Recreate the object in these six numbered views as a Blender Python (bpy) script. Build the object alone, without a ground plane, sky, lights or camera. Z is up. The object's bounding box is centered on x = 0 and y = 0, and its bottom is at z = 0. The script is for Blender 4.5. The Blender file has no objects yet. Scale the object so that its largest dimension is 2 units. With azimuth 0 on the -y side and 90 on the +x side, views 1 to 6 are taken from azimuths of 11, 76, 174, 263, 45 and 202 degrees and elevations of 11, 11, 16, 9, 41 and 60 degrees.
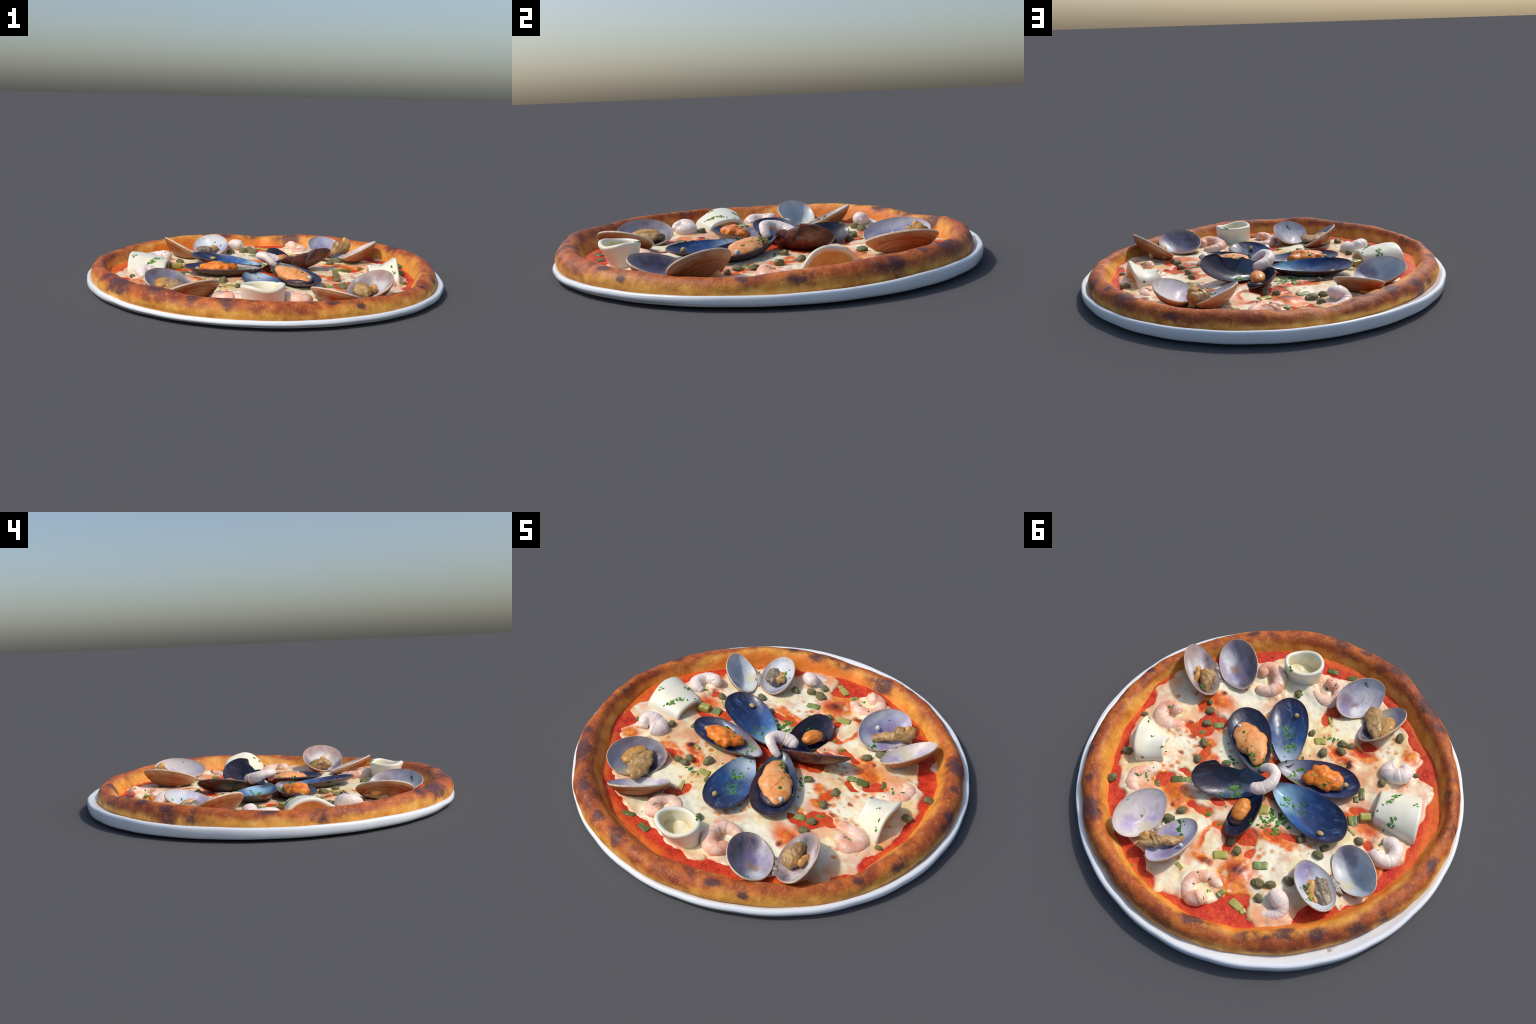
import bpy, math, random
import numpy as np
from mathutils import Vector, Matrix, noise
from mathutils.bvhtree import BVHTree

random.seed(7)
COL = bpy.context.scene.collection


# ------------------------------------------------------------------ helpers
def srgb(r, g, b):
    def f(c):
        c /= 255.0
        return c / 12.92 if c <= 0.04045 else ((c + 0.055) / 1.055) ** 2.4
    return (f(r), f(g), f(b), 1.0)


def n3(x, y, z=0.0, s=1.0):
    return noise.noise(Vector((x * s, y * s, z * s)))


def fbm(x, y, z=0.0, s=1.0, octaves=4):
    return noise.fractal(Vector((x * s, y * s, z * s)), 1.0, 2.0, octaves)


def smooth(e0, e1, x):
    t = np.clip((x - e0) / (e1 - e0), 0.0, 1.0)
    return t * t * (3 - 2 * t)


def cyc(table, az):
    """periodic smooth lookup in a (degrees: value) profile table"""
    k = np.array(sorted((a % 360, v) for a, v in table))
    xs = np.concatenate([k[:, 0] - 360, k[:, 0], k[:, 0] + 360])
    ys = np.tile(k[:, 1], 3)
    az = np.asarray(az) % 360
    i = np.clip(np.searchsorted(xs, az) - 1, 0, len(xs) - 2)
    t = (az - xs[i]) / (xs[i + 1] - xs[i])
    t = t * t * (3 - 2 * t)
    return ys[i] * (1 - t) + ys[i + 1] * t


def catmull(P, n):
    P = np.array(P, float)
    P = np.vstack([2 * P[0] - P[1], P, 2 * P[-1] - P[-2]])
    out = []
    m = len(P) - 3
    for k in range(n):
        u = k / (n - 1) * m
        i = min(int(u), m - 1)
        t = u - i
        a, b, c, d = P[i:i + 4]
        out.append(0.5 * ((2 * b) + (c - a) * t + (2 * a - 5 * b + 4 * c - d) * t * t
                          + (3 * b - a - 3 * c + d) * t ** 3))
    return np.array(out)


def make(name, verts, faces, mats, parent=None, mat_idx=None, matrix=None):
    me = bpy.data.meshes.new(name)
    me.from_pydata([tuple(v) for v in verts], [], [tuple(f) for f in faces])
    for m in mats:
        me.materials.append(m)
    if mat_idx is not None:
        me.polygons.foreach_set("material_index", list(mat_idx))
    me.polygons.foreach_set("use_smooth", [True] * len(me.polygons))
    me.validate()
    me.update()
    ob = bpy.data.objects.new(name, me)
    COL.objects.link(ob)
    if matrix is not None:
        ob.matrix_world = matrix
    if parent is not None:
        w = ob.matrix_world.copy()
        ob.parent = parent
        ob.matrix_world = w
    return ob


def frame(c, X, Y, Z):
    m = Matrix.Identity(4)
    for i, v in enumerate((X, Y, Z)):
        for r in range(3):
            m[r][i] = float(v[r])
    for r in range(3):
        m[r][3] = float(c[r])
    return m


def unit(v):
    v = np.array(v, float)
    return v / np.linalg.norm(v)


# ------------------------------------------------------------- node builder
class Mat:
    def __init__(self, name, rough=0.5, spec=0.4, coat=0.0, sss=0.0, sss_col=None):
        self.m = bpy.data.materials.new(name)
        self.m.use_nodes = True
        self.nt = self.m.node_tree
        self.b = self.nt.nodes["Principled BSDF"]
        self.b.inputs["Roughness"].default_value = rough
        self.b.inputs["Specular IOR Level"].default_value = spec
        self.b.inputs["Coat Weight"].default_value = coat
        self.b.inputs["Coat Roughness"].default_value = 0.2
        if sss:
            self.b.inputs["Subsurface Weight"].default_value = sss
            self.b.inputs["Subsurface Scale"].default_value = 0.012
            self.b.inputs["Subsurface Radius"].default_value = (1.0, 0.5, 0.3)
        self.obj = self.nt.nodes.new("ShaderNodeTexCoord").outputs["Object"]

    def node(self, t, **kw):
        n = self.nt.nodes.new(t)
        for k, v in kw.items():
            setattr(n, k, v)
        return n

    def put(self, sock, v):
        if isinstance(v, bpy.types.NodeSocket):
            self.nt.links.new(v, sock)
        elif v is not None:
            sock.default_value = v

    def math(self, op, a, b=None, c=None, clamp=False):
        n = self.node("ShaderNodeMath", operation=op, use_clamp=clamp)
        for i, v in enumerate((a, b, c)):
            self.put(n.inputs[i], v)
        return n.outputs[0]

    def vec(self, op, a, b=None, scale=None):
        n = self.node("ShaderNodeVectorMath", operation=op)
        self.put(n.inputs[0], a)
        self.put(n.inputs[1], b)
        if scale is not None:
            self.put(n.inputs["Scale"], scale)
        return n.outputs["Value"] if op in ("LENGTH", "DISTANCE", "DOT_PRODUCT") else n.outputs[0]

    def xyz(self, v):
        n = self.node("ShaderNodeSeparateXYZ")
        self.put(n.inputs[0], v)
        return n.outputs

    def mapping(self, v, scale=(1, 1, 1), rot=(0, 0, 0), loc=(0, 0, 0)):
        n = self.node("ShaderNodeMapping")
        self.put(n.inputs[0], v)
        n.inputs["Scale"].default_value = scale
        n.inputs["Rotation"].default_value = rot
        n.inputs["Location"].default_value = loc
        return n.outputs[0]

    def noise(self, scale, detail=3.0, rough=0.55, v=None, dist=0.0, color=False):
        n = self.node("ShaderNodeTexNoise")
        self.put(n.inputs["Vector"], self.obj if v is None else v)
        n.inputs["Scale"].default_value = scale
        n.inputs["Detail"].default_value = detail
        n.inputs["Roughness"].default_value = rough
        n.inputs["Distortion"].default_value = dist
        return n.outputs["Color" if color else "Fac"]

    def voro(self, scale, v=None, feature="F1", out="Distance", rnd=1.0):
        n = self.node("ShaderNodeTexVoronoi", feature=feature)
        self.put(n.inputs["Vector"], self.obj if v is None else v)
        n.inputs["Scale"].default_value = scale
        n.inputs["Randomness"].default_value = rnd
        return n.outputs[out]

    def rng(self, v, a, b, c=0.0, d=1.0, kind="SMOOTHSTEP"):
        n = self.node("ShaderNodeMapRange", interpolation_type=kind)
        self.put(n.inputs[0], v)
        for i, q in enumerate((a, b, c, d)):
            n.inputs[i + 1].default_value = q
        return n.outputs[0]

    def mix(self, f, a, b, blend="MIX"):
        n = self.node("ShaderNodeMix", data_type="RGBA", blend_type=blend)
        self.put(n.inputs["Factor"], f)
        self.put(n.inputs["A"], a)
        self.put(n.inputs["B"], b)
        return n.outputs["Result"]

    def ramp(self, f, stops):
        n = self.node("ShaderNodeValToRGB")
        self.put(n.inputs[0], f)
        e = n.color_ramp.elements
        while len(e) < len(stops):
            e.new(0.5)
        for q, (p, c) in zip(e, stops):
            q.position = p
            q.color = c
        return n.outputs[0]

    def warp(self, amount, scale, v=None, detail=3.0):
        v = self.obj if v is None else v
        c = self.noise(scale, detail, 0.6, v, color=True)
        d = self.vec("SUBTRACT", c, (0.5, 0.5, 0.5))
        return self.vec("ADD", v, self.vec("SCALE", d, scale=amount))

    def spots(self, v, items, soft=0.55):
        """union of soft elliptical spots: (x, y, rx, ry[, turn in degrees]) on the xy plane"""
        acc = None
        for i, it in enumerate(items):
            x, y, rx, ry = it[:4]
            if i and i % 8 == 0:
                # evaluate in short runs, so that the shader does not hold every spot in memory at once
                q = self.node("ShaderNodeVectorMath", operation="MULTIPLY_ADD")
                self.put(q.inputs[0], acc)
                q.inputs[1].default_value = (1e-9, 1e-9, 1e-9)
                self.put(q.inputs[2], v)
                v = q.outputs[0]
            n = self.node("ShaderNodeMapping", vector_type="TEXTURE")
            self.put(n.inputs[0], v)
            n.inputs["Location"].default_value = (x, y, 0)
            n.inputs["Scale"].default_value = (rx, ry, 1000.0)
            n.inputs["Rotation"].default_value = (0, 0, math.radians(it[4]) if len(it) > 4 else 0)
            d = self.vec("LENGTH", n.outputs[0])
            s = self.rng(d, 1.0 + soft * 0.5, 1.0 - soft, 0.0, 1.0)
            acc = s if acc is None else self.math("MAXIMUM", acc, s)
        self.last_v = v
        return acc

    def color(self, c):
        self.put(self.b.inputs["Base Color"], c)

    def bump(self, h, strength=0.3, dist=0.01):
        n = self.node("ShaderNodeBump")
        n.inputs["Strength"].default_value = strength
        n.inputs["Distance"].default_value = dist
        self.put(n.inputs["Height"], h)
        self.nt.links.new(n.outputs[0], self.b.inputs["Normal"])


# ================================================================ TOP LEVEL
pizza = bpy.data.objects.new("pizza", None)
COL.objects.link(pizza)
pizza["label"] = "round seafood pizza with mussels, clams, shrimps, squid rings and capers"
pizza["category"] = "pizza"


# ==================================================================== PLATE
def build_plate():
    m = Mat("white_glazed_china", rough=0.22, spec=0.5, coat=0.3)
    big = m.noise(3.0, 3)
    c = m.mix(big, srgb(224, 229, 233), srgb(234, 238, 241))  # glaze white lightened overall toward the bright rim highlights
    # brown blotches on the ledge close to the crust
    p = m.xyz(m.obj)
    r = m.vec("LENGTH", m.mapping(m.obj, (1, 1, 0)))
    blotch = m.rng(m.noise(9, 4, 0.65), 0.60, 0.72)
    near = m.rng(r, 0.972, 0.955)
    c = m.mix(m.math("MULTIPLY", m.math("MULTIPLY", blotch, near), 0.8), c, srgb(120, 70, 50))
    fleck = m.rng(m.noise(60, 2), 0.70, 0.76)
    ring = m.math("MULTIPLY", m.rng(r, 0.95, 0.965), fleck)
    c = m.mix(m.math("MULTIPLY", ring, 0.35), c, srgb(120, 120, 150))
    m.color(c)
    n = 240
    az = np.arange(n) * 360.0 / n
    a = np.radians(az)
    zr = cyc([(-102, .044), (-74, .047), (-50, .05), (-15, .056), (0, .060), (30, .073), (70, .077),
              (90, .078), (120, .08), (150, .07), (180, .063), (200, .061), (225, .054), (240, .047)], az)
    ro = 0.997 + 0.004 * np.array([n3(math.cos(t), math.sin(t), 3.1, 2.2) for t in a])
    ro = ro + 0.003 * np.abs(np.cos(a * 12)) - 0.002
    ro = np.minimum(ro, 1.0)
    # (radius factor/offset, height as mix of foot and rim)
    prof = [(0.0, 0, 0.0), (0.55, 0, 0.0), (0.90, 0, 0.0), (0.945, 0, 0.003), (0.972, 0, 0.0085),
            (0.986, 0, 0.0125), (0.9935, 0, 0.0175), (0.998, 0, 0.026), (1.0, 1, -0.026), (1.0, 1, -0.014),
            (0.998, 1, -0.006), (0.993, 1, -0.001), (0.985, 1, 0.0), (0.977, 1, -0.002), (0.968, 1, -0.009),
            (0.955, 1, -0.016), (0.93, 1, -0.022), (0.86, 0, 0.026), (0.5, 0, 0.022), (0.0, 0, 0.022)]
    V, F = [], []
    for k, (rf, w, dz) in enumerate(prof):
        if k in (0, len(prof) - 1):
            V.append((0, 0, dz))
            continue
        for i in range(n):
            z = zr[i] + dz if w else dz
            if not w and k > 10:
                z = dz
            V.append((ro[i] * rf * math.cos(a[i]), ro[i] * rf * math.sin(a[i]), max(z, 0.0)))
    ring = lambda k, i: 1 + (k - 1) * n + i % n
    last = len(V) - 1
    for i in range(n):
        F.append((0, ring(1, i + 1), ring(1, i)))
        F.append((last, ring(len(prof) - 2, i), ring(len(prof) - 2, i + 1)))
        for k in range(1, len(prof) - 2):
            F.append((ring(k, i), ring(k, i + 1), ring(k + 1, i + 1), ring(k + 1, i)))
    ob = make("dinner_plate", V, F, [m.m])
    ob["label"] = "flat round white china plate under the pizza"
    ob["category"] = "plate"
    return ob


plate = build_plate()

# ============================================================ SURFACE FIELDS
BUMPS = [(-.062, .545, .095, .020), (.39, .25, .09, .016), (-.335, -.262, .055, .014), (-.07, .46, .05, .006),
         (.47, -.36, .07, .008), (.11, .55, .04, .008), (-.62, -.43, .06, .006), (.73, .30, .05, .004)]
R_IN = [(-171, .893), (-160, .882), (-148, .876), (-136, .855), (-121, .868), (-105, .868), (-81, .868), (-65, .845),
        (-40, .855), (-21, .87), (-6, .838), (7, .84), (21, .843), (43, .85), (53, .843), (64, .842), (80, .833),
        (101, .815), (114, .798), (128, .795), (140, .804), (152, .808), (175, .85)]
R_OUT = [(-178, .972), (-164, .974), (-148, .970), (-130, .981), (-113, .990), (-100, .989), (-91, .985), (-78, .980), (-64, .967),
         (-50, .962), (-29, .967), (-7, .962), (4, .958), (16, .962), (34, .965), (40, .967), (55, .955), (72, .954),
         (84, .950), (94, .944), (114, .928), (129, .928), (145, .933), (158, .952), (172, .968)]
Z_TOP = [(0, .131), (15, .145), (30, .145), (45, .141), (60, .137), (75, .141), (84, .143), (95, .124), (105, .119),
         (115, .131), (130, .143), (145, .138), (160, .131), (175, .124), (185, .123), (195, .127), (210, .130),
         (220, .129), (235, .132), (247, .139), (260, .125), (272, .126), (285, .118), (300, .112), (315, .110),
         (330, .108), (340, .109), (350, .121)]


def base_z(x, y):
    """height of the flat pizza body"""
    z = 0.046 + 0.014 * y + 0.005 * fbm(x, y, 0.3, 5.0, 3)
    rr = math.hypot(x, y)
    e = min(1.0, max(0.0, (rr - 0.64) / 0.20))
    # the dough climbs toward the rim, most on the -y side
    z += 0.016 * e * e * (3 - 2 * e) * (0.62 - 0.38 * y / max(rr, 0.1))
    for bx, by, r, h in BUMPS:
        d2 = ((x - bx) ** 2 + (y - by) ** 2) / (r * r)
        if d2 < 1.0:
            z += h * (1 - d2) ** 2
    return z


CHEESE_EDGE = [(-176, .794), (-165, .811), (-160, .838), (-156, .80), (-152, .766), (-147, .80), (-140, .77), (-124, .80),
               (-110, .79), (-99, .776), (-89, .754), (-71, .779), (-61, .767), (-45, .80), (-20, .85), (-12, .80),
               (-4, .81), (3, .793), (11, .776), (16, .755), (21, .787), (26, .783), (33, .75), (45, .74), (52, .785),
               (59, .765), (66, .792), (74, .815), (79, .81), (83, .775), (90, .736), (94, .685), (99, .664), (105, .67),
               (109, .79), (114, .785), (121, .785), (126, .72), (132, .66), (137, .74), (140, .785), (146, .80),
               (156, .77), (162, .735), (167, .78), (174, .77)]
# places where the sauce shows through the cheese: x, y, radius x, radius y
SAUCE_GAPS = [(.458, -.164, .040, .085), (.40, -.20, .055, .035), (.505, -.107, .05, .026), (.385, .01, .024, .05),
              (.49, .227, .034, .045), (.527, -.27, .02, .032), (.247, .307, .055, .020), (.19, .24, .04, .025),
              (.30, .30, .025, .020), (.028, .422, .022, .045), (-.075, .428, .03, .03), (.02, .35, .09, .05),
              (-.219, .266, .08, .025), (-.135, .272, .05, .03), (-.491, -.028, .06, .020), (-.109, -.477, .024, .035),
              (-.143, -.545, .04, .035), (-.339, -.357, .075, .017), (-.385, -.412, .045, .03), (-.24, -.292, .03, .02),
              (-.594, .132, .022, .026), (-.05, -.02, .16, .12), (.12, .13, .12, .09), (-.52, -.64, .04, .05),
              (.11, .35, .05, .02), (-.42, .05, .05, .03), (.42, .15, .045, .02)]
# cheese or shrimp skirts that reach out over the sauce
CHEESE_ADD = [(-.29, .70, .10, .06), (.62, .58, .05, .05), (.75, .22, .03, .05), (.72, -.40, .05, .05)]


def cheese_f(x, y):
    """> 0 where there is cheese; roughly metres to its edge"""
    wx = x + 0.030 * n3(x, y, 1.7, 10) + 0.011 * n3(x, y, 8.3, 31)
    wy = y + 0.030 * n3(x, y, 5.2, 10) + 0.011 * n3(x, y, 2.9, 31)
    f = EDGE(wx, wy)
    for bx, by, rx, ry in SAUCE_GAPS:
        q = math.hypot((wx - bx) / rx, (wy - by) / ry)
        f = min(f, (q - 1.0) * min(rx, ry))
    for bx, by, rx, ry in CHEESE_ADD:
        q = math.hypot((wx - bx) / rx, (wy - by) / ry)
        f = max(f, (1.0 - q) * min(rx, ry))
    return f


_edge_tab = cyc(CHEESE_EDGE, np.arange(0, 360, 1.0))


def EDGE(x, y):
    a = math.degrees(math.atan2(y, x)) % 360
    i = int(a)
    t = a - i
    r = _edge_tab[i] * (1 - t) + _edge_tab[(i + 1) % 360] * t
    return r - math.hypot(x, y)


# ==================================================================== CRUST
# scorched places on the rim: x, y, half width across the rim, half length along it
CHAR = [(.90, .229, .035, .07), (.479, -.80, .02, .04), (.823, .431, .02, .035), (.715, .561, .045, .075), (-.013, -.92, .02, .04),
        (-.338, -.885, .03, .09), (-.539, -.785, .035, .07), (-.685, -.635, .03, .06), (-.855, -.30, .025, .07), (-.018, .855, .035, .09),
        (-.316, .805, .04, .10), (-.808, .446, .04, .07), (-.70, .60, .035, .09), (-.551, .691, .03, .05), (-.429, .745, .04, .08),
        (-.955, -.094, .02, .05), (-.906, .15, .025, .06), (-.319, -.91, .02, .03), (-.151, -.94, .03, .045), (-.010, -.945, .03, .045),
        (.367, -.838, .02, .03), (.605, -.735, .07, .045), (.955, -.111, .04, .07), (.908, .248, .03, .06), (.884, -.30, .02, .04),
        (-.60, -.745, .06, .09), (.512, .80, .025, .04), (.117, -.924, .012, .03)]


def crust_material():
    m = Mat("baked_crust", rough=0.55, spec=0.3)
    w = m.warp(0.075, 9, detail=5)
    p = m.xyz(m.obj)
    r = m.vec("LENGTH", m.mapping(m.obj, (1, 1, 0)))
    golden = m.ramp(m.noise(11, 5, 0.62), [(0.30, srgb(184, 114, 42)), (0.5, srgb(222, 152, 62)), (0.7, srgb(242, 186, 94))])
    brown = m.ramp(m.noise(9, 5, 0.62, m.mapping(m.obj, loc=(4, 4, 1))), [(0.28, srgb(116, 52, 34)), (0.44, srgb(160, 76, 36)), (0.60, srgb(198, 106, 44)), (0.78, srgb(226, 148, 66))])
    zn = m.math("ADD", p[2], m.math("MULTIPLY", m.math("SUBTRACT", m.noise(6, 5, 0.62), 0.5), 0.10))
    band = m.rng(zn, 0.070, 0.108)
    side = m.rng(m.math("ADD", r, m.math("MULTIPLY", m.math("SUBTRACT", m.noise(5, 4), 0.5), 0.09)), 0.845, 0.885)
    toast = m.math("MULTIPLY", band, side)
    c = m.mix(toast, golden, brown)
    streak = m.rng(m.noise(30, 4, 0.65), 0.56, 0.70)
    c = m.mix(m.math("MULTIPLY", streak, 0.35), c, srgb(236, 172, 90))
    foot = m.rng(m.math("ADD", r, m.math("MULTIPLY", m.math("SUBTRACT", m.noise(12, 5, 0.62), 0.5), 0.09)), 0.852, 0.822)
    c = m.mix(m.math("MULTIPLY", foot, 0.7), c, srgb(236, 120, 34))
    blot = m.math("MULTIPLY", m.rng(m.noise(8, 5, 0.66, m.mapping(m.obj, loc=(2, 8, 3))), 0.52, 0.66), toast)
    c = m.mix(m.math("MULTIPLY", blot, 0.6), c, srgb(122, 58, 34))
    ch = m.spots(w, [(x, y, a * 1.25, b * 1.35, math.degrees(math.atan2(y, x))) for x, y, a, b in CHAR], 0.75)
    ch = m.math("MULTIPLY", ch, m.rng(m.noise(8, 5, 0.62), 0.32, 0.60))
    ch = m.math("MULTIPLY", ch, m.rng(zn, 0.05, 0.085))
    c = m.mix(m.math("MULTIPLY", m.rng(ch, 0.0, 0.7), 0.65), c, srgb(124, 60, 40))
    c = m.mix(m.math("MULTIPLY", m.rng(ch, 0.35, 0.90), 0.8), c, srgb(72, 50, 56))
    fl = m.rng(m.noise(120, 2, 0.6), 0.62, 0.72)
    c = m.mix(m.math("MULTIPLY", fl, 0.3), c, srgb(240, 200, 140))
    m.color(c)
    m.bump(m.math("ADD", m.noise(24, 5, 0.62), m.math("MULTIPLY", m.noise(130, 3), 0.3)), 0.45, 0.010)
    return m.m


def build_crust():
    n = 520
    az = np.arange(n) * 360.0 / n
    ri, ro, zt = cyc(R_IN, az), cyc(R_OUT, az), cyc(Z_TOP, az)
    # cross-section control points: (fraction between inner and outer edge, height fraction of the top)
    prof = [(-.24, .022, 0), (-.14, .36, 1), (-.04, .47, 1), (.05, .61, 1), (.13, .75, 1), (.23, .89, 1), (.36, .98, 1), (.50, 1.0, 1), (.66, .97, 1),
            (.83, .87, 1), (.945, .72, 1), (1.0, .54, 1), (.985, .42, 1), (.945, .34, 1), (.87, .026, 0), (.3, .024, 0)]
    m = 44
    V = []
    for i in range(n):
        t = math.radians(az[i])
        pts = [(ri[i] + (ro[i] - ri[i]) * a, b * zt[i] if k else b) for a, b, k in prof]
        cs = catmull(pts, m)
        for j, (r, z) in enumerate(cs):
            x, y = r * math.cos(t), r * math.sin(t)
            k = min(1.0, max(0.0, (z - 0.03) / 0.03))
            d = 0.009 * n3(x, y, z, 5) + 0.0055 * n3(x, y, z + 2, 13) + 0.0015 * n3(x, y, z, 45)
            rr, zz = r + d * max(-1.0, min(1.0, (r - 0.9) / 0.04)) * k * 0.8, z + d * k * 0.7
            V.append((rr * math.cos(t), rr * math.sin(t), zz))
    F = []
    for i in range(n):
        for j in range(m):
            a, b = i * m, ((i + 1) % n) * m
            F.append((a + j, b + j, b + (j + 1) % m, a + (j + 1) % m))
    return make("crust", V, F, [crust_material()], pizza)


crust = build_crust()


# =================================================================== SHELLS
def valve_mesh(kind, a, b, depth, th, notch=False, seed=0):
    """open bivalve shell: x along the shell, y to the hinge side, z out of the bowl"""
    nr, nt = 30, 200 if notch else 112
    tt = [2 * math.pi * i / nt for i in range(nt)]

    def rim(t):
        c, s = math.cos(t), math.sin(t)
        if kind == "clam":
            k = 1 + 0.05 * math.exp(-((t - math.pi / 2 - .25) / 0.30) ** 2) - 0.02 * math.exp(-((t - math.pi / 2 - 1.0) / .3) ** 2)
            x, y = a * c * k, b * s * k * (1 + 0.05 * c)
        else:
            k = 1.0
            x, y = a * c, b * s * (0.80 + 0.24 * c)
        k2 = 1 + 0.014 * n3(c * 1.7, s * 1.7, seed, 1.6) + 0.006 * n3(c * 6, s * 6, seed + 4)
        if notch and s < 0:
            u = c
            k2 *= 1 - 0.27 * float(smooth(0.48, 0.42, u) * smooth(-0.30, -0.20, u)) + 0.05 * math.exp(-((u + 0.32) / 0.05) ** 2)
        return x * k2, y * k2
    R = [rim(t) for t in tt]
    if kind == "clam":
        cx, cy, pw, q = 0.0, 0.22 * b, 2.1, 0.85
    else:
        cx, cy, pw, q = -0.10 * a, 0.0, 2.4, 0.85

    def bowl(rho):
        return (1 - rho ** pw) ** q if rho < 1 else 0.0
    V, F, M = [], [], []

    def add_layer(dep, scale, drop, ridges):
        s0 = len(V)
        V.append((cx, cy, -dep - drop))
        for k in range(1, nr + 1):
            rho = math.sin(0.5 * math.pi * k / nr) ** 0.9
            for i in range(nt):
                x, y = R[i]
                x, y = cx + (x * scale - cx) * rho, cy + (y * scale - cy) * rho
                z = -dep * bowl(rho) - drop
                g = 0.0
                if ridges:
                    g = 0.0011 * math.sin(rho * 62 + 1.5 * n3(x, y, seed, 14)) * rho
                g += 0.0016 * n3(x, y, seed + 3, 22)
                V.append((x, y, z - g * (1 - rho ** 8)))
        return s0
    i0 = add_layer(depth, 0.985, 0.0, False)
    o0 = add_layer(depth + th * 0.4, 1.0, th, True)
    r0 = len(V)
    for i in range(nt):
        x, y = R[i]
        V.append((x * 1.002, y * 1.002, -th * 0.35))
    vid = lambda s, k, i: s + 1 + (k - 1) * nt + i % nt
    for i in range(nt):
        F.append((i0, vid(i0, 1, i), vid(i0, 1, i + 1))); M.append(0)
        F.append((o0, vid(o0, 1, i + 1), vid(o0, 1, i))); M.append(1)
        for k in range(1, nr):
            F.append((vid(i0, k, i), vid(i0, k + 1, i), vid(i0, k + 1, i + 1), vid(i0, k, i + 1))); M.append(0)
            F.append((vid(o0, k, i), vid(o0, k, i + 1), vid(o0, k + 1, i + 1), vid(o0, k + 1, i))); M.append(1)
        F.append((vid(i0, nr, i), r0 + i, r0 + (i + 1) % nt, vid(i0, nr, i + 1))); M.append(2)
        F.append((r0 + i, vid(o0, nr, i), vid(o0, nr, i + 1), r0 + (i + 1) % nt)); M.append(2)
    return V, F, M


def rho_of(m, a, b):
    return m.vec("LENGTH", m.mapping(m.obj, (1 / a, 1 / b, 0)))


def clam_inner(name, a, b, pale, lilac, patches):
    m = Mat(name, rough=0.40, spec=0.35, coat=0.05)
    w = m.warp(0.045, 16, detail=4)
    rho = rho_of(m, a, b)
    n1 = m.noise(8, 4, 0.55, dist=0.5)
    c = m.mix(m.rng(n1, 0.36, 0.64), pale, lilac)
    rays = m.noise(10, 4, 0.6, m.mapping(m.obj, (5.0, 1.0, 1.0)))
    c = m.mix(m.math("MULTIPLY", m.rng(rays, 0.5, 0.75), 0.3), c, pale)
    for col, amt, items in patches:
        pat = m.math("MULTIPLY", m.spots(w, [(x, y, p * 1.3, q * 1.3) for x, y, p, q in items], 0.7), m.rng(m.noise(18, 4, 0.62), 0.22, 0.48))
        c = m.mix(m.math("MULTIPLY", pat, amt), c, col)
    # banded greyish brown tint, mixed in to counter the sky's blue light
    cast = m.rng(m.noise(7, 4, 0.6, m.mapping(m.obj, (1.0, 2.2, 1.0), loc=(4, 2, 0))), 0.38, 0.66)
    c = m.mix(m.math("MULTIPLY_ADD", cast, 0.30, 0.10), c, srgb(172, 158, 146))
    # muscle scars and growth edge
    c = m.mix(m.math("MULTIPLY", m.rng(rho, 0.84, 0.98), 0.45), c, srgb(196, 172, 160))
    ring = m.math("MULTIPLY_ADD", m.math("SINE", m.math("MULTIPLY", rho, 30.0)), 0.5, 0.5)
    c = m.mix(m.math("MULTIPLY", m.math("MULTIPLY", ring, m.rng(m.noise(11, 3), 0.5, 0.7)), 0.25), c, srgb(120, 104, 112))
    c = m.mix(m.math("MULTIPLY", m.rng(m.noise(50, 4, 0.65), 0.60, 0.72), 0.3), c, srgb(140, 126, 116))
    m.color(c)
    m.bump(m.noise(26, 3), 0.2, 0.010)
    return m.m


def clam_outer():
    m = Mat("clam_shell_outside", rough=0.42, spec=0.35, coat=0.1)
    rho = rho_of(m, 0.156, 0.107)
    ph = m.math("ADD", m.math("MULTIPLY", rho, 46.0), m.math("MULTIPLY", m.noise(9, 3), 7.0))
    ring = m.math("MULTIPLY_ADD", m.math("SINE", ph), 0.5, 0.5)
    base = m.ramp(m.noise(9, 4, 0.6), [(0.3, srgb(130, 68, 32)), (0.5, srgb(160, 94, 50)), (0.7, srgb(184, 128, 82))])
    c = m.mix(m.math("MULTIPLY", m.rng(ring, 0.55, 0.95), 0.45), base, srgb(104, 56, 30))
    c = m.mix(m.math("MULTIPLY", m.rng(rho, 0.80, 0.97), 0.5), c, srgb(206, 170, 128))
    c = m.mix(m.math("MULTIPLY", m.rng(m.noise(5, 3), 0.55, 0.68), 0.55), c, srgb(120, 72, 46))
    m.color(c)
    m.bump(ring, 0.25, 0.004)
    return m.m


def plain(name, col1, col2, scale=30, rough=0.45, bump=0.2, coat=0.0, spec=0.4):
    m = Mat(name, rough=rough, coat=coat, spec=spec)
    m.color(m.mix(m.rng(m.noise(scale, 4, 0.6), 0.3, 0.7), col1, col2))
    if bump:
        m.bump(m.noise(scale * 2, 3), bump, 0.006)
    return m.m


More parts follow.
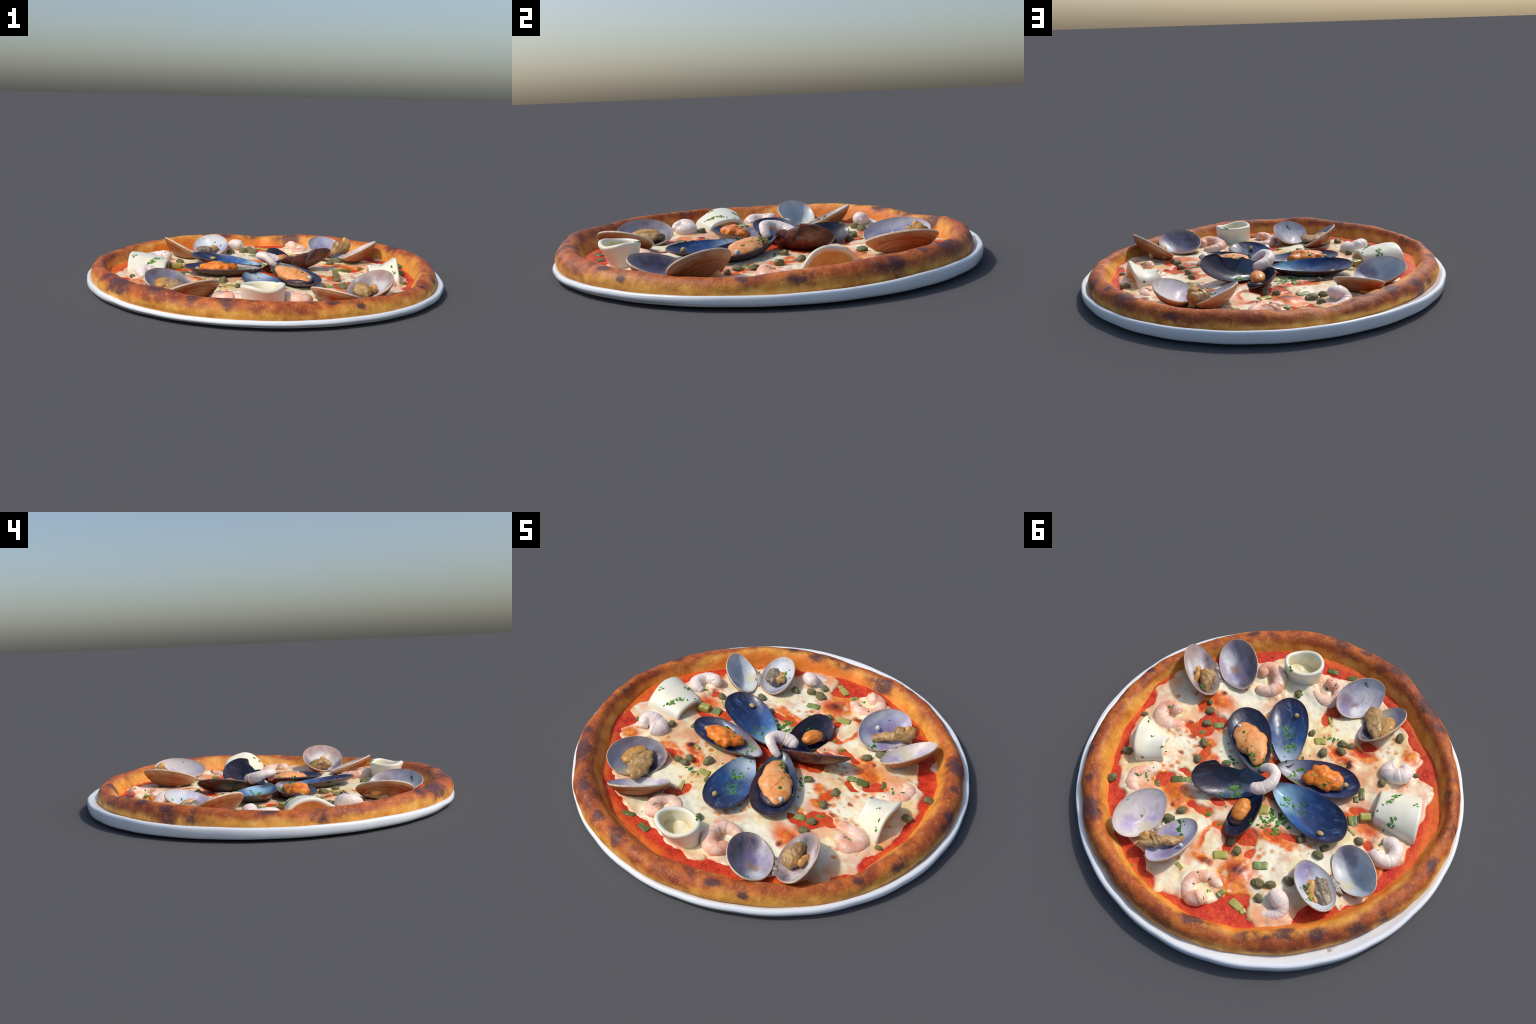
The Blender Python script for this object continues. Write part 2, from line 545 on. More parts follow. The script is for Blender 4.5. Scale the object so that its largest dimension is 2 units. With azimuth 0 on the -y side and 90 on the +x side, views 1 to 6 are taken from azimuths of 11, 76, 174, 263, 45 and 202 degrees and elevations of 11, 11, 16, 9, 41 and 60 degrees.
def mussel_inner(name, a, b, light_to, navy, blue, pearl, brown=0.0, herbs=()):
    m = Mat(name, rough=0.34, spec=0.45, coat=0.1)
    rho = rho_of(m, a, b)
    w = m.warp(0.08, 9, detail=4)
    pw = m.xyz(w)
    along = m.math("DIVIDE", pw[0], a)
    c = m.mix(m.rng(along, 0.65, -0.15), navy, blue)
    st = m.noise(12, 4, 0.6, m.mapping(w, (0.6, 3.0, 1)), dist=0.8)
    c = m.mix(m.math("MULTIPLY", m.rng(st, 0.48, 0.66), 0.45), c, m.mix(0.5, blue, pearl))
    c = m.mix(m.math("MULTIPLY", m.rng(m.noise(7, 4, 0.62, m.mapping(m.obj, loc=(3, 3, 3))), 0.48, 0.64), 0.75), c, navy)
    c = m.mix(m.math("MULTIPLY", m.rng(along, -0.10, light_to), 0.9), c, pearl)
    if herbs:
        g = m.math("MULTIPLY", m.spots(w, herbs, 0.8), m.rng(m.noise(50, 4, 0.65), 0.40, 0.62))
        c = m.mix(m.math("MULTIPLY", g, 0.65), c, srgb(104, 150, 120))
    if brown:
        bp = m.math("MULTIPLY", m.rng(pw[1], 0.1 * b, -0.55 * b), m.rng(along, 0.3, -0.5))
        c = m.mix(m.math("MULTIPLY", bp, brown), c, srgb(112, 80, 74))
    edge = m.rng(m.math("ADD", rho, m.math("MULTIPLY", m.noise(9, 3), 0.25)), 0.90, 1.10)
    c = m.mix(m.math("MULTIPLY", edge, 0.85), c, srgb(44, 36, 56))
    sp = m.rng(m.voro(80), 0.14, 0.08)
    c = m.mix(m.math("MULTIPLY", sp, 0.45), c, srgb(130, 156, 192))
    m.color(c)
    m.bump(m.noise(20, 4), 0.2, 0.010)
    return m.m


def mussel_outer(name, tint):
    m = Mat(name, rough=0.34, spec=0.45, coat=0.2)
    rho = rho_of(m, 0.22, 0.13)
    ph = m.math("ADD", m.math("MULTIPLY", rho, 40.0), m.math("MULTIPLY", m.noise(8, 3), 9.0))
    ring = m.math("MULTIPLY_ADD", m.math("SINE", ph), 0.5, 0.5)
    c = m.mix(m.rng(m.noise(10, 4), 0.35, 0.65), srgb(36, 26, 26), tint)
    c = m.mix(m.math("MULTIPLY", ring, 0.25), c, srgb(30, 24, 30))
    m.color(c)
    m.bump(ring, 0.2, 0.004)
    return m.m


CLAM_OUT = clam_outer()
CLAM_RIM = plain("clam_shell_rim", srgb(196, 166, 136), srgb(222, 204, 184), 40)
MUSSEL_OUT = mussel_outer("mussel_shell_outside", srgb(78, 52, 42))
MUSSEL_OUT_RED = mussel_outer("mussel_shell_outside_brown", srgb(112, 56, 38))
MUSSEL_RIM = plain("mussel_shell_rim", srgb(52, 40, 52), srgb(112, 78, 70), 26, 0.4)

W, LIL = srgb(214, 218, 222), srgb(170, 164, 200)
PURPLE, DEEP, WHITE, TAN, YEL, GREY = (srgb(112, 92, 158), srgb(50, 48, 76), srgb(226, 230, 232), srgb(150, 106, 78),
                                       srgb(214, 208, 146), srgb(116, 116, 136))
# centre, rim normal, short axis, half length, half width, partner centre, colours inside
CLAMS = {
    "C1L": dict(c=(.619, -.435, .128), n=(-.526, -.288, .80), s=(.581, .566, .585), a=.162, b=.112, to=(.462, -.569, .106),
                pale=srgb(222, 204, 202), lilac=srgb(160, 132, 140),
                pat=[(WHITE, .8, [(-.08, .02, .05, .04), (-.01, -.04, .06, .03)]), (DEEP, .9, [(-.075, .090, .06, .03), (.14, -.01, .065, .08), (.08, .06, .06, .05)]), (TAN, .5, [(-.12, -.03, .05, .05), (.0, -.09, .10, .02)])]),
    "C1R": dict(c=(.462, -.567, .106), n=(.174, .323, .93), s=(-.745, -.574, .338), a=.157, b=.109, to=(.619, -.435, .128),
                pale=srgb(166, 160, 186), lilac=srgb(118, 114, 146),
                pat=[(DEEP, .9, [(-.10, -.02, .06, .06), (.0, -.08, .12, .03)]), (GREY, .7, [(.11, -.02, .06, .06)]), (WHITE, .85, [(.07, .05, .05, .03), (.02, .055, .03, .02), (-.075, .05, .035, .016)]),
                     (TAN, .8, [(.005, .036, .022, .026)]), (PURPLE, .7, [(-.06, .02, .035, .04)])]),
    "C2L": dict(c=(-.241, -.648, .103), n=(-.396, .341, .853), s=(.693, -.498, .521), a=.150, b=.101, to=(-.401, -.539, .101),
                pale=srgb(210, 214, 222), lilac=srgb(176, 172, 196),
                pat=[(srgb(112, 84, 112), .85, [(.075, -.02, .04, .04), (.04, .03, .022, .022)]), (PURPLE, .8, [(.10, .03, .04, .035)]), (WHITE, .9, [(.03, .066, .04, .022), (-.07, .0, .06, .04)])]),
    "C2R": dict(c=(-.401, -.539, .101), n=(.483, -.179, .857), s=(-.735, .45, .508), a=.151, b=.105, to=(-.241, -.648, .103),
                pale=srgb(196, 196, 210), lilac=srgb(136, 130, 158),
                pat=[(DEEP, .95, [(-.09, .045, .045, .05), (-.115, .0, .03, .05)]), (YEL, .6, [(.07, .07, .05, .025)]), (srgb(150, 164, 190), .7, [(.09, .0, .05, .05)]), (GREY, .6, [(.0, -.08, .10, .025)])]),
    "C3L": dict(c=(.489, .479, .134), n=(-.451, .059, .891), s=(-.826, .352, -.441), a=.158, b=.102, to=(.287, .543, .126),
                pale=srgb(230, 224, 216), lilac=srgb(216, 208, 210),
                pat=[(srgb(160, 146, 200), .8, [(.068, .01, .05, .035), (-.02, .062, .06, .025)]), (YEL, .8, [(.012, .070, .028, .028)]), (srgb(206, 196, 216), .7, [(-.09, .0, .04, .05)])]),
    "C3R": dict(c=(.287, .543, .126), n=(.387, -.222, .895), s=(-.891, .159, .425), a=.156, b=.112, to=(.489, .479, .134),
                pale=srgb(206, 212, 230), lilac=srgb(176, 174, 214),
                pat=[(srgb(122, 106, 172), .85, [(.04, .075, .05, .035), (-.05, .0, .05, .04), (.02, -.03, .05, .03)]), (WHITE, .7, [(.0, -.09, .12, .02), (.11, .02, .03, .05)])]),
    "C4L": dict(c=(-.441, .461, .115), n=(-.206, -.371, .906), s=(.724, .565, .396), a=.147, b=.102, to=(-.583, .320, .12),
                pale=srgb(222, 228, 230), lilac=srgb(200, 210, 224),
                pat=[(PURPLE, .9, [(-.095, -.02, .04, .05), (-.115, -.01, .03, .05)]), (srgb(170, 170, 210), .6, [(-.05, -.04, .05, .03)])]),
    "C4R": dict(c=(-.583, .320, .12), n=(.413, .31, .856), s=(-.591, .789, -.05), a=.147, b=.100, to=(-.441, .461, .115),
                pale=srgb(218, 226, 228), lilac=srgb(186, 202, 214),
                pat=[(srgb(112, 92, 130), .8, [(.11, -.025, .035, .045), (.07, -.015, .035, .03)]), (YEL, .75, [(-.02, .070, .03, .025)]), (srgb(150, 170, 188), .7, [(-.04, -.02, .06, .05)]), (WHITE, .8, [(.06, .06, .05, .03)])]),
}
valve_objs = {}


def clam_frame(d):
    c, n = np.array(d["c"]), unit(d["n"])
    to = np.array(d["to"]) - c
    if d is CLAMS["C4R"]:
        # here the measured axis is the long one
        X = unit(np.array((.789, -.591, -.167)))
        X = unit(X - n * X.dot(n))
        Y = np.cross(n, X)
    else:
        Y = unit(np.array(d["s"]))
        Y = unit(Y - n * Y.dot(n))
        X = np.cross(Y, n)
    if Y.dot(to) < 0:
        Y, X = -Y, -X
    return frame(c, X, Y, n), X, Y, n


for k, d in CLAMS.items():
    M4, X, Y, N = clam_frame(d)
    seed = sum(map(ord, k))
    # pattern spots are given with x measured on the world-left handed side; keep as local
    inner = clam_inner("clam_shell_inside_" + k.lower(), d["a"], d["b"], d["pale"], d["lilac"], d["pat"])
    V, F, MI = valve_mesh("clam", d["a"], d["b"], 0.060, 0.008, seed=seed)
    valve_objs[k] = make("clam_shell", V, F, [inner, CLAM_OUT, CLAM_RIM], pizza, MI, M4)

MUSSELS = {
    "M1": dict(c=(.185, -.154, .100), x=(.604, -.793, -.073), n=(.028, -.071, .997), a=.221, b=.134, depth=.050,
               navy=srgb(30, 40, 66), blue=srgb(44, 58, 92), pearl=srgb(104, 112, 130), lt=-1.1),
    "M2": dict(c=(.032, -.290, .087), x=(.39, -.92, .027), n=(.074, .058, .995), a=.216, b=.128, depth=.042,
               navy=srgb(34, 48, 88), blue=srgb(50, 88, 146), pearl=srgb(184, 198, 208), lt=-0.85, herbs=[(.018, .008, .05, .045), (-.075, -.007, .05, .045)]),
    "M3": dict(c=(-.220, -.096, .098), x=(-.993, -.121, -.006), n=(0, .01, 1.0), a=.222, b=.120, depth=.046,
               navy=srgb(40, 56, 98), blue=srgb(66, 88, 134), pearl=srgb(196, 196, 202), lt=-0.85, brown=.8),
    "M4": dict(c=(-.249, .104, .103), x=(-.957, .285, .051), n=(.065, .038, .997), a=.232, b=.137, depth=.052,
               navy=srgb(26, 40, 78), blue=srgb(46, 88, 148), pearl=srgb(150, 190, 216), lt=-0.75, herbs=[(-.13, -.006, .05, .045), (-.06, -.012, .05, .04)]),
    "M5": dict(c=(.039, .216, .093), x=(-.035, .994, .103), n=(.476, -.074, .876), a=.185, b=.103, depth=.040,
               navy=srgb(30, 32, 50), blue=srgb(40, 48, 76), pearl=srgb(70, 110, 160), lt=-1.0),
    "M6": dict(c=(.163, .123, .118), x=(.902, .367, .227), n=(-.396, .498, .771), a=.208, b=.114, depth=.048, notch=True,
               navy=srgb(52, 44, 58), blue=srgb(58, 82, 114), pearl=srgb(96, 130, 160), lt=-1.0, herbs=[(-.03, .04, .045, .03)]),
}
for k, d in MUSSELS.items():
    n = unit(d["n"])
    X = unit(np.array(d["x"]))
    X = unit(X - n * X.dot(n))
    Y = np.cross(n, X)
    inner = mussel_inner("mussel_shell_inside_" + k.lower(), d["a"], d["b"], d["lt"], d["navy"], d["blue"], d["pearl"], d.get("brown", 0), d.get("herbs", ()))
    V, F, MI = valve_mesh("mussel", d["a"], d["b"], d["depth"], 0.006, d.get("notch", False), seed=ord(k[1]))
    valve_objs[k] = make("mussel_shell", V, F, [inner, MUSSEL_OUT_RED if k == "M6" else MUSSEL_OUT, MUSSEL_RIM], pizza, MI, frame(d["c"], X, Y, n))


def world_bvh(obs):
    V, F = [], []
    for o in obs:
        s = len(V)
        V += [o.matrix_world @ v.co for v in o.data.vertices]
        F += [[s + i for i in p.vertices] for p in o.data.polygons]
    return BVHTree.FromPolygons(V, F)


bpy.context.view_layer.update()
SHELLS = world_bvh(list(valve_objs.values()))


def pressed(x, y, z, gap=0.003):
    """the soft topping gives way under a shell"""
    h = SHELLS.ray_cast(Vector((x, y, -0.5)), Vector((0, 0, 1)))
    if h[0] and h[0].z - gap < z:
        return max(h[0].z - gap, 0.024)
    return z


# ============================================================ SAUCE / CHEESE
def sauce_material():
    m = Mat("tomato_sauce", rough=0.5, spec=0.3, coat=0.06)
    w = m.warp(0.02, 14)
    n1 = m.noise(16, 5, 0.6)
    c = m.ramp(n1, [(0.30, srgb(172, 30, 14)), (0.48, srgb(206, 48, 24)), (0.70, srgb(222, 82, 40))])
    grain = m.noise(110, 3, 0.7)
    c = m.mix(m.rng(grain, 0.52, 0.75), c, srgb(234, 104, 62))
    c = m.mix(m.rng(m.noise(45, 3), 0.60, 0.74), c, srgb(140, 22, 12))
    r = m.vec("LENGTH", m.mapping(w, (1, 1, 0)))
    inner = m.rng(r, 0.70, 0.60)
    c = m.mix(m.math("MULTIPLY", inner, m.rng(m.noise(9, 3), 0.35, 0.65)), c, srgb(220, 88, 26))
    oil = m.math("MULTIPLY", m.rng(r, 0.795, 0.845), m.rng(m.noise(4.5, 3), 0.40, 0.60))
    c = m.mix(m.math("MULTIPLY", oil, 0.85), c, srgb(242, 122, 34))
    c = m.mix(m.math("MULTIPLY", m.rng(m.voro(34), 0.10, 0.04), 0.7), c, srgb(110, 40, 20))
    m.color(c)
    m.bump(m.math("ADD", m.math("MULTIPLY", grain, 0.6), n1), 0.8, 0.010)
    return m.m


ORANGE = [(.323, .015, .038, .037), (.477, -.336, .10, .06), (.526, -.267, .03, .045), (.413, .263, .10, .07),
          (.337, .298, .045, .045), (.362, .318, .04, .055), (-.059, .543, .10, .095), (-.087, .63, .10, .06),
          (.171, .43, .015, .085), (-.55, .054, .075, .05), (-.305, -.265, .065, .035), (-.617, -.428, .05, .045),
          (-.69, .248, .03, .035), (.109, .545, .055, .03), (.385, .02, .03, .06), (.385, -.07, .03, .03),
          (-.245, -.30, .045, .04), (-.23, .325, .035, .022), (-.40, -.33, .05, .03), (-.47, .02, .06, .04),
          (-.16, .30, .11, .035), (.33, .345, .03, .03), (.52, .225, .04, .05), (-.36, -.35, .10, .035)]
PINK = [(-.414, -.257, .14, .11), (.42, -.30, .10, .06), (.40, -.06, .07, .13), (.50, -.12, .07, .06), (-.071, .428, .05, .045),
        (.30, .62, .05, .05), (.187, .647, .03, .03), (.17, .50, .04, .09), (-.35, .22, .12, .06), (-.46, -.06, .12, .06),
        (.55, .30, .09, .08), (.05, -.70, .10, .04), (-.54, -.20, .10, .06), (.66, .57, .05, .06), (.57, -.10, .06, .05),
        (-.28, .68, .10, .05), (.08, .38, .05, .04), (-.63, -.25, .06, .06)]
BROWN = [(-.066, .525, .048, .042), (.467, -.390, .024, .022), (.105, .549, .042, .022), (-.338, -.252, .026, .032),
         (.492, -.069, .022, .02), (.50, .05, .02, .015), (.39, .34, .015, .012), (.43, -.03, .014, .012), (.33, .34, .02, .012)]
DARK = [(-.063, .536, .020, .018), (.094, .553, .016, .014), (.467, -.392, .010, .010), (-.338, -.255, .013, .020)]


def cheese_material():
    m = Mat("melted_cheese", rough=0.36, spec=0.4, coat=0.1)
    w = m.warp(0.07, 13, detail=4)
    n1 = m.noise(6, 4, 0.55)
    c = m.ramp(n1, [(0.28, srgb(234, 206, 134)), (0.42, srgb(242, 228, 180)), (0.54, srgb(246, 240, 212))])
    fine = m.noise(34, 4, 0.62)
    c = m.mix(m.math("MULTIPLY", m.rng(fine, 0.54, 0.72), 0.22), c, srgb(234, 208, 160))
    # oil and tomato soaking in from the edges of the melt and round the gaps
    r = m.vec("LENGTH", m.mapping(w, (1, 1, 0)))
    soak = m.math("MAXIMUM", m.math("MULTIPLY", m.rng(r, 0.70, 0.80), 0.7), m.spots(w, [(x, y, rx * 1.55 + .012, ry * 1.55 + .012) for x, y, rx, ry in SAUCE_GAPS], 0.5))
    soak = m.math("MULTIPLY", soak, m.rng(m.noise(11, 4, 0.58), 0.32, 0.58))
    c = m.mix(m.math("MULTIPLY", soak, 0.85), c, srgb(228, 138, 92))
    pink = m.math("MULTIPLY", m.spots(w, PINK, 0.6), m.rng(m.noise(12, 4, 0.6), 0.28, 0.54))
    c = m.mix(m.math("MULTIPLY", pink, 0.85), c, srgb(230, 164, 128))
    loose = m.rng(m.noise(5.5, 4, 0.60, m.mapping(m.obj, loc=(3, 1, 0))), 0.50, 0.66)
    c = m.mix(m.math("MULTIPLY", loose, 0.65), c, srgb(230, 152, 96))
    orange = m.math("MULTIPLY", m.spots(w, [(x, y, a * 1.15, b * 1.15) for x, y, a, b in ORANGE], 0.55), m.rng(m.noise(13, 4, 0.6), 0.20, 0.44))
    oc = m.ramp(m.noise(24, 4, 0.65), [(0.34, srgb(200, 60, 8)), (0.5, srgb(230, 106, 14)), (0.66, srgb(240, 160, 36))])
    c = m.mix(m.math("MULTIPLY", orange, 0.95), c, oc)
    # baked specks, gathered in clumps
    wv = m.warp(0.022, 34)
    cell = m.voro(25, wv)
    clump = m.rng(m.noise(7.0, 3, 0.55, m.mapping(m.obj, loc=(7, 2, 0))), 0.53, 0.61)
    c = m.mix(m.math("MULTIPLY", m.math("MULTIPLY", m.rng(cell, 0.52, 0.22), clump), 0.8), c, srgb(220, 126, 34))
    c = m.mix(m.math("MULTIPLY", m.math("MULTIPLY", m.rng(cell, 0.26, 0.06), clump), 0.6), c, srgb(186, 84, 20))
    bl = m.math("MULTIPLY", m.rng(m.noise(15, 3, 0.5, m.mapping(m.obj, loc=(5, 6, 2))), 0.60, 0.72), m.rng(m.noise(4, 2, 0.5, m.mapping(m.obj, loc=(2, 3, 9))), 0.44, 0.56))
    c = m.mix(m.math("MULTIPLY", bl, 0.75), c, srgb(226, 146, 44))
    c = m.mix(m.math("MULTIPLY", m.spots(w, BROWN, 0.5), 0.92), c, srgb(150, 58, 14))
    c = m.mix(m.math("MULTIPLY", m.spots(w, DARK, 0.7), 0.9), c, srgb(62, 30, 32))
    pep = m.math("MULTIPLY", m.rng(m.voro(64), 0.12, 0.08), m.rng(m.noise(5, 2, 0.5, m.mapping(m.obj, loc=(1, 9, 0))), 0.50, 0.55))
    c = m.mix(m.math("MULTIPLY", pep, 0.75), c, srgb(70, 58, 40))
    m.color(c)
    m.bump(m.noise(22, 3, 0.5), 0.30, 0.012)
    return m.m


def polar_field(zf, rmax, nr, na):
    """heightfield disc; zf(x, y) gives height, None drops the vertex"""
    V, idx = [(0, 0, zf(0, 0))], {}
    for k in range(1, nr + 1):
        for i in range(na):
            t = 2 * math.pi * i / na
            r = rmax * k / nr
            x, y = r * math.cos(t), r * math.sin(t)
            V.append((x, y, zf(x, y)))
    F = []
    vid = lambda k, i: 1 + (k - 1) * na + i % na
    for i in range(na):
        F.append((0, vid(1, i), vid(1, i + 1)))
        for k in range(1, nr):
            F.append((vid(k, i), vid(k + 1, i), vid(k + 1, i + 1), vid(k, i + 1)))
    return V, F


SHRIMPS = {
    "P1": (1, [(0.331, -0.573, 0.085, 0.0251), (0.32, -0.632, 0.09, 0.0295), (0.273, -0.645, 0.09, 0.0323), (0.222, -0.608, 0.088, 0.0321),
               (0.204, -0.553, 0.085, 0.0305), (0.224, -0.506, 0.08, 0.029), (0.268, -0.486, 0.075, 0.0248), (0.324, -0.491, 0.068, 0.018)]),
    "P2": (1, [(-0.03, -0.666, 0.1, 0.0249), (-0.063, -0.706, 0.085, 0.0279), (-0.107, -0.68, 0.074, 0.0278), (-0.122, -0.619, 0.070, 0.0276),
               (-0.083, -0.571, 0.066, 0.0274), (-0.021, -0.577, 0.064, 0.0248), (0.03, -0.617, 0.062, 0.018)]),
    "P3": (0, [(-0.544, -0.331, 0.1, 0.0236), (-0.532, -0.291, 0.092, 0.0313), (-0.553, -0.258, 0.085, 0.0352), (-0.598, -0.269, 0.085, 0.0366),
               (-0.632, -0.31, 0.098, 0.0341), (-0.632, -0.353, 0.105, 0.0303), (-0.6, -0.369, 0.100, 0.025), (-0.562, -0.374, 0.08, 0.0172)]),
    "P4": (0, [(-0.63, 0.154, 0.095, 0.0186), (-0.642, 0.187, 0.1, 0.0271), (-0.68, 0.197, 0.09, 0.0296), (-0.724, 0.182, 0.085, 0.0297),
               (-0.74, 0.136, 0.088, 0.0286), (-0.727, 0.091, 0.09, 0.0275), (-0.688, 0.074, 0.085, 0.0251), (-0.646, 0.084, 0.075, 0.0175)]),
    "P5": (0, [(-0.252, 0.572, 0.110, 0.024), (-0.311, 0.585, 0.108, 0.0333), (-0.345, 0.61, 0.09, 0.031), (-0.344, 0.648, 0.075, 0.0262),
               (-0.31, 0.672, 0.066, 0.0239), (-0.264, 0.684, 0.062, 0.0203), (-0.233, 0.694, 0.058, 0.0132)]),
    "P6": (1, [(0.016, 0.721, 0.115, 0.0275), (0.033, 0.743, 0.1, 0.0299), (0.074, 0.754, 0.088, 0.0301), (0.114, 0.723, 0.082, 0.029), (0.12, 0.673, 0.08, 0.0292),
               (0.092, 0.631, 0.08, 0.028), (0.042, 0.615, 0.08, 0.0255), (-0.007, 0.627, 0.082, 0.023), (-0.035, 0.651, 0.08, 0.0157)]),
    "P7": (1, [(0.575, 0.199, 0.072, 0.0196), (0.616, 0.218, 0.072, 0.0249), (0.653, 0.256, 0.072, 0.0288), (0.657, 0.306, 0.071, 0.0287),
               (0.63, 0.344, 0.07, 0.0272), (0.585, 0.348, 0.066, 0.0246), (0.541, 0.316, 0.062, 0.0168)]),
    "P8": (1, [(0.611, -0.161, 0.100, 0.0243), (0.653, -0.187, 0.09, 0.0286), (0.701, -0.176, 0.08, 0.0328), (0.715, -0.13, 0.075, 0.0341),
               (0.685, -0.082, 0.074, 0.0312), (0.632, -0.075, 0.070, 0.0284), (0.589, -0.098, 0.068, 0.023), (0.568, -0.129, 0.064, 0.0149)]),
    "P9": (0, [(0.075, 0.101, 0.108, 0.0216), (0.034, 0.113, 0.113, 0.0354), (-0.005, 0.093, 0.124, 0.0316), (-0.034, 0.057, 0.140, 0.0265),
               (-0.034, 0.01, 0.152, 0.024), (0.004, -0.016, 0.149, 0.0222), (0.044, -0.02, 0.122, 0.0199), (0.06, -0.009, 0.1, 0.0154)]),
}


from mathutils.kdtree import KDTree
_pts = [p for _, pts in (SHRIMPS[k] for k in SHRIMPS if k != "P9") for p in pts]
SHRIMP_TREE = KDTree(len(_pts))
for _i, _p in enumerate(_pts):
    SHRIMP_TREE.insert((_p[0], _p[1], 0), _i)
SHRIMP_TREE.balance()


def melt(x, y):
    """cheese creeps up round the shrimps it was baked with"""
    d = SHRIMP_TREE.find((x, y, 0))[2]
    return 0.010 * float(smooth(0.062, 0.022, d + 0.012 * n3(x, y, 1.1, 25))) if d < 0.08 else 0.0


def build_topping_base():
    def zs(x, y):
        return pressed(x, y, base_z(x, y) + 0.0022 * fbm(x, y, 4.4, 40, 3), 0.006)
    V, F = polar_field(zs, 0.905, 150, 600)
    sauce = make("tomato_sauce", V, F, [sauce_material()], pizza)

    def zc(x, y):
        f = cheese_f(x, y)
        h = -0.010 + 0.0165 * float(smooth(-0.014, 0.012, f))
        z = base_z(x, y) + h + 0.0040 * n3(x, y, 6.1, 15) + 0.0020 * n3(x, y, 3.3, 32) + (melt(x, y) if h > 0 else 0) + 0.0008 * n3(x, y, 2.1, 55)
        return pressed(x, y, z) if h > -0.008 else z - 0.02
    V, F = polar_field(zc, 0.88, 170, 680)
    fv = np.array([v[2] for v in V])
    keep = []
    low = np.array([cheese_f(v[0], v[1]) < -0.010 for v in V])
    for f in F:
        if not all(low[i] for i in f):
            keep.append(f)
    used = sorted({i for f in keep for i in f})
    re = {j: i for i, j in enumerate(used)}
    cheese = make("melted_cheese", [V[j] for j in used], [[re[i] for i in f] for f in keep], [cheese_material()], pizza)
    return sauce, cheese


sauce, cheese = build_topping_base()


# ===================================================================== MEAT
def blob(lumps, seed, amp=0.08, freq=9.0, fold=(0, 0, 0), res=(64, 40), name="meat", mats=None, parent=None, matrix=None):
    """soft lump: union-like skin around overlapping ellipsoids, found by ray marching from the centre"""
    c0 = np.mean([l[:3] for l in lumps], axis=0)

    def field(p):
        v = 0.0
        for x, y, z, rx, ry, rz in lumps:
            q = ((p[0] - x) / rx) ** 2 + ((p[1] - y) / ry) ** 2 + ((p[2] - z) / rz) ** 2
            v += math.exp(-1.6 * q)
        return v
    V, F = [], []
    nu, nv = res
    for j in range(nv + 1):
        ph = math.pi * j / nv
        for i in range(nu):
            th = 2 * math.pi * i / nu
            d = np.array((math.sin(ph) * math.cos(th), math.sin(ph) * math.sin(th), math.cos(ph)))
            lo, hi = 0.0, 0.35
            for _ in range(16):
                md = 0.5 * (lo + hi)
                if field(c0 + d * md) > 0.30:
                    lo = md
                else:
                    hi = md
            p = c0 + d * lo
            k = 1 + amp * fbm(p[0], p[1], p[2] + seed, freq, 3)
            if fold[2]:
                k += fold[2] * abs(math.sin((p[0] * fold[0] + p[1] * fold[1]) + 2.0 * n3(p[0], p[1], p[2] + seed, 12)))
            V.append(tuple(c0 + d * lo * k))
    for j in range(nv):
        for i in range(nu):
            a, b = j * nu + i, j * nu + (i + 1) % nu
            F.append((a, a + nu, b + nu, b))
    return make(name, V, F, mats, parent, None, matrix)


def meat_material(name, a, b, c, crease, scale=24, coat=0.3):
    m = Mat(name, rough=0.42, spec=0.4, coat=coat * 0.4)
    n1 = m.noise(scale, 4, 0.62, dist=0.8)
    col = m.ramp(n1, [(0.30, a), (0.5, b), (0.70, c)])
    st = m.noise(scale * 0.8, 4, 0.6, m.mapping(m.obj, (3.0, 0.8, 2), rot=(0, 0, 0.6)), dist=1.2)
    col = m.mix(m.math("MULTIPLY", m.rng(st, 0.58, 0.70), 0.7), col, crease)
    m.color(col)
    m.bump(m.math("ADD", n1, m.noise(scale * 4, 2)), 0.35, 0.008)
    return m.m


MEAT_ORANGE = meat_material("mussel_meat_orange", srgb(196, 84, 10), srgb(232, 124, 24), srgb(240, 152, 52), srgb(150, 62, 14), 18)
MEAT_PEACH = meat_material("mussel_meat_peach", srgb(214, 128, 64), srgb(230, 156, 90), srgb(236, 176, 118), srgb(200, 100, 38), 12)
MEAT_GOLD = meat_material("mussel_meat_gold", srgb(200, 104, 30), srgb(222, 134, 48), srgb(232, 158, 74), srgb(176, 88, 30), 11)
MEAT_DARK = meat_material("mussel_mantle_dark", srgb(40, 30, 40), srgb(66, 50, 56), srgb(96, 74, 70), srgb(30, 24, 34), 20)
MEAT_CLAM = meat_material("clam_meat_brown", srgb(126, 92, 52), srgb(174, 136, 84), srgb(202, 168, 116), srgb(78, 58, 44), 16)
MEAT_TAN = meat_material("clam_meat_tan", srgb(178, 120, 52), srgb(206, 150, 76), srgb(216, 176, 116), srgb(120, 76, 36), 16)
MEAT_GREY = meat_material("clam_meat_grey", srgb(66, 60, 66), srgb(122, 108, 92), srgb(170, 150, 118), srgb(50, 44, 56), 16)
PEARL = plain("shell_muscle", srgb(206, 214, 214), srgb(190, 200, 204), 20, 0.4)
TAN_NUB = plain("tan_muscle_stub", srgb(196, 168, 110), srgb(170, 136, 80), 20, 0.45)


def meat(kind, parent, mats, lumps, **kw):
    return blob(lumps, kw.pop("seed", 1), name=kind, mats=[mats], parent=valve_objs[parent], matrix=Matrix.Identity(4), **kw)


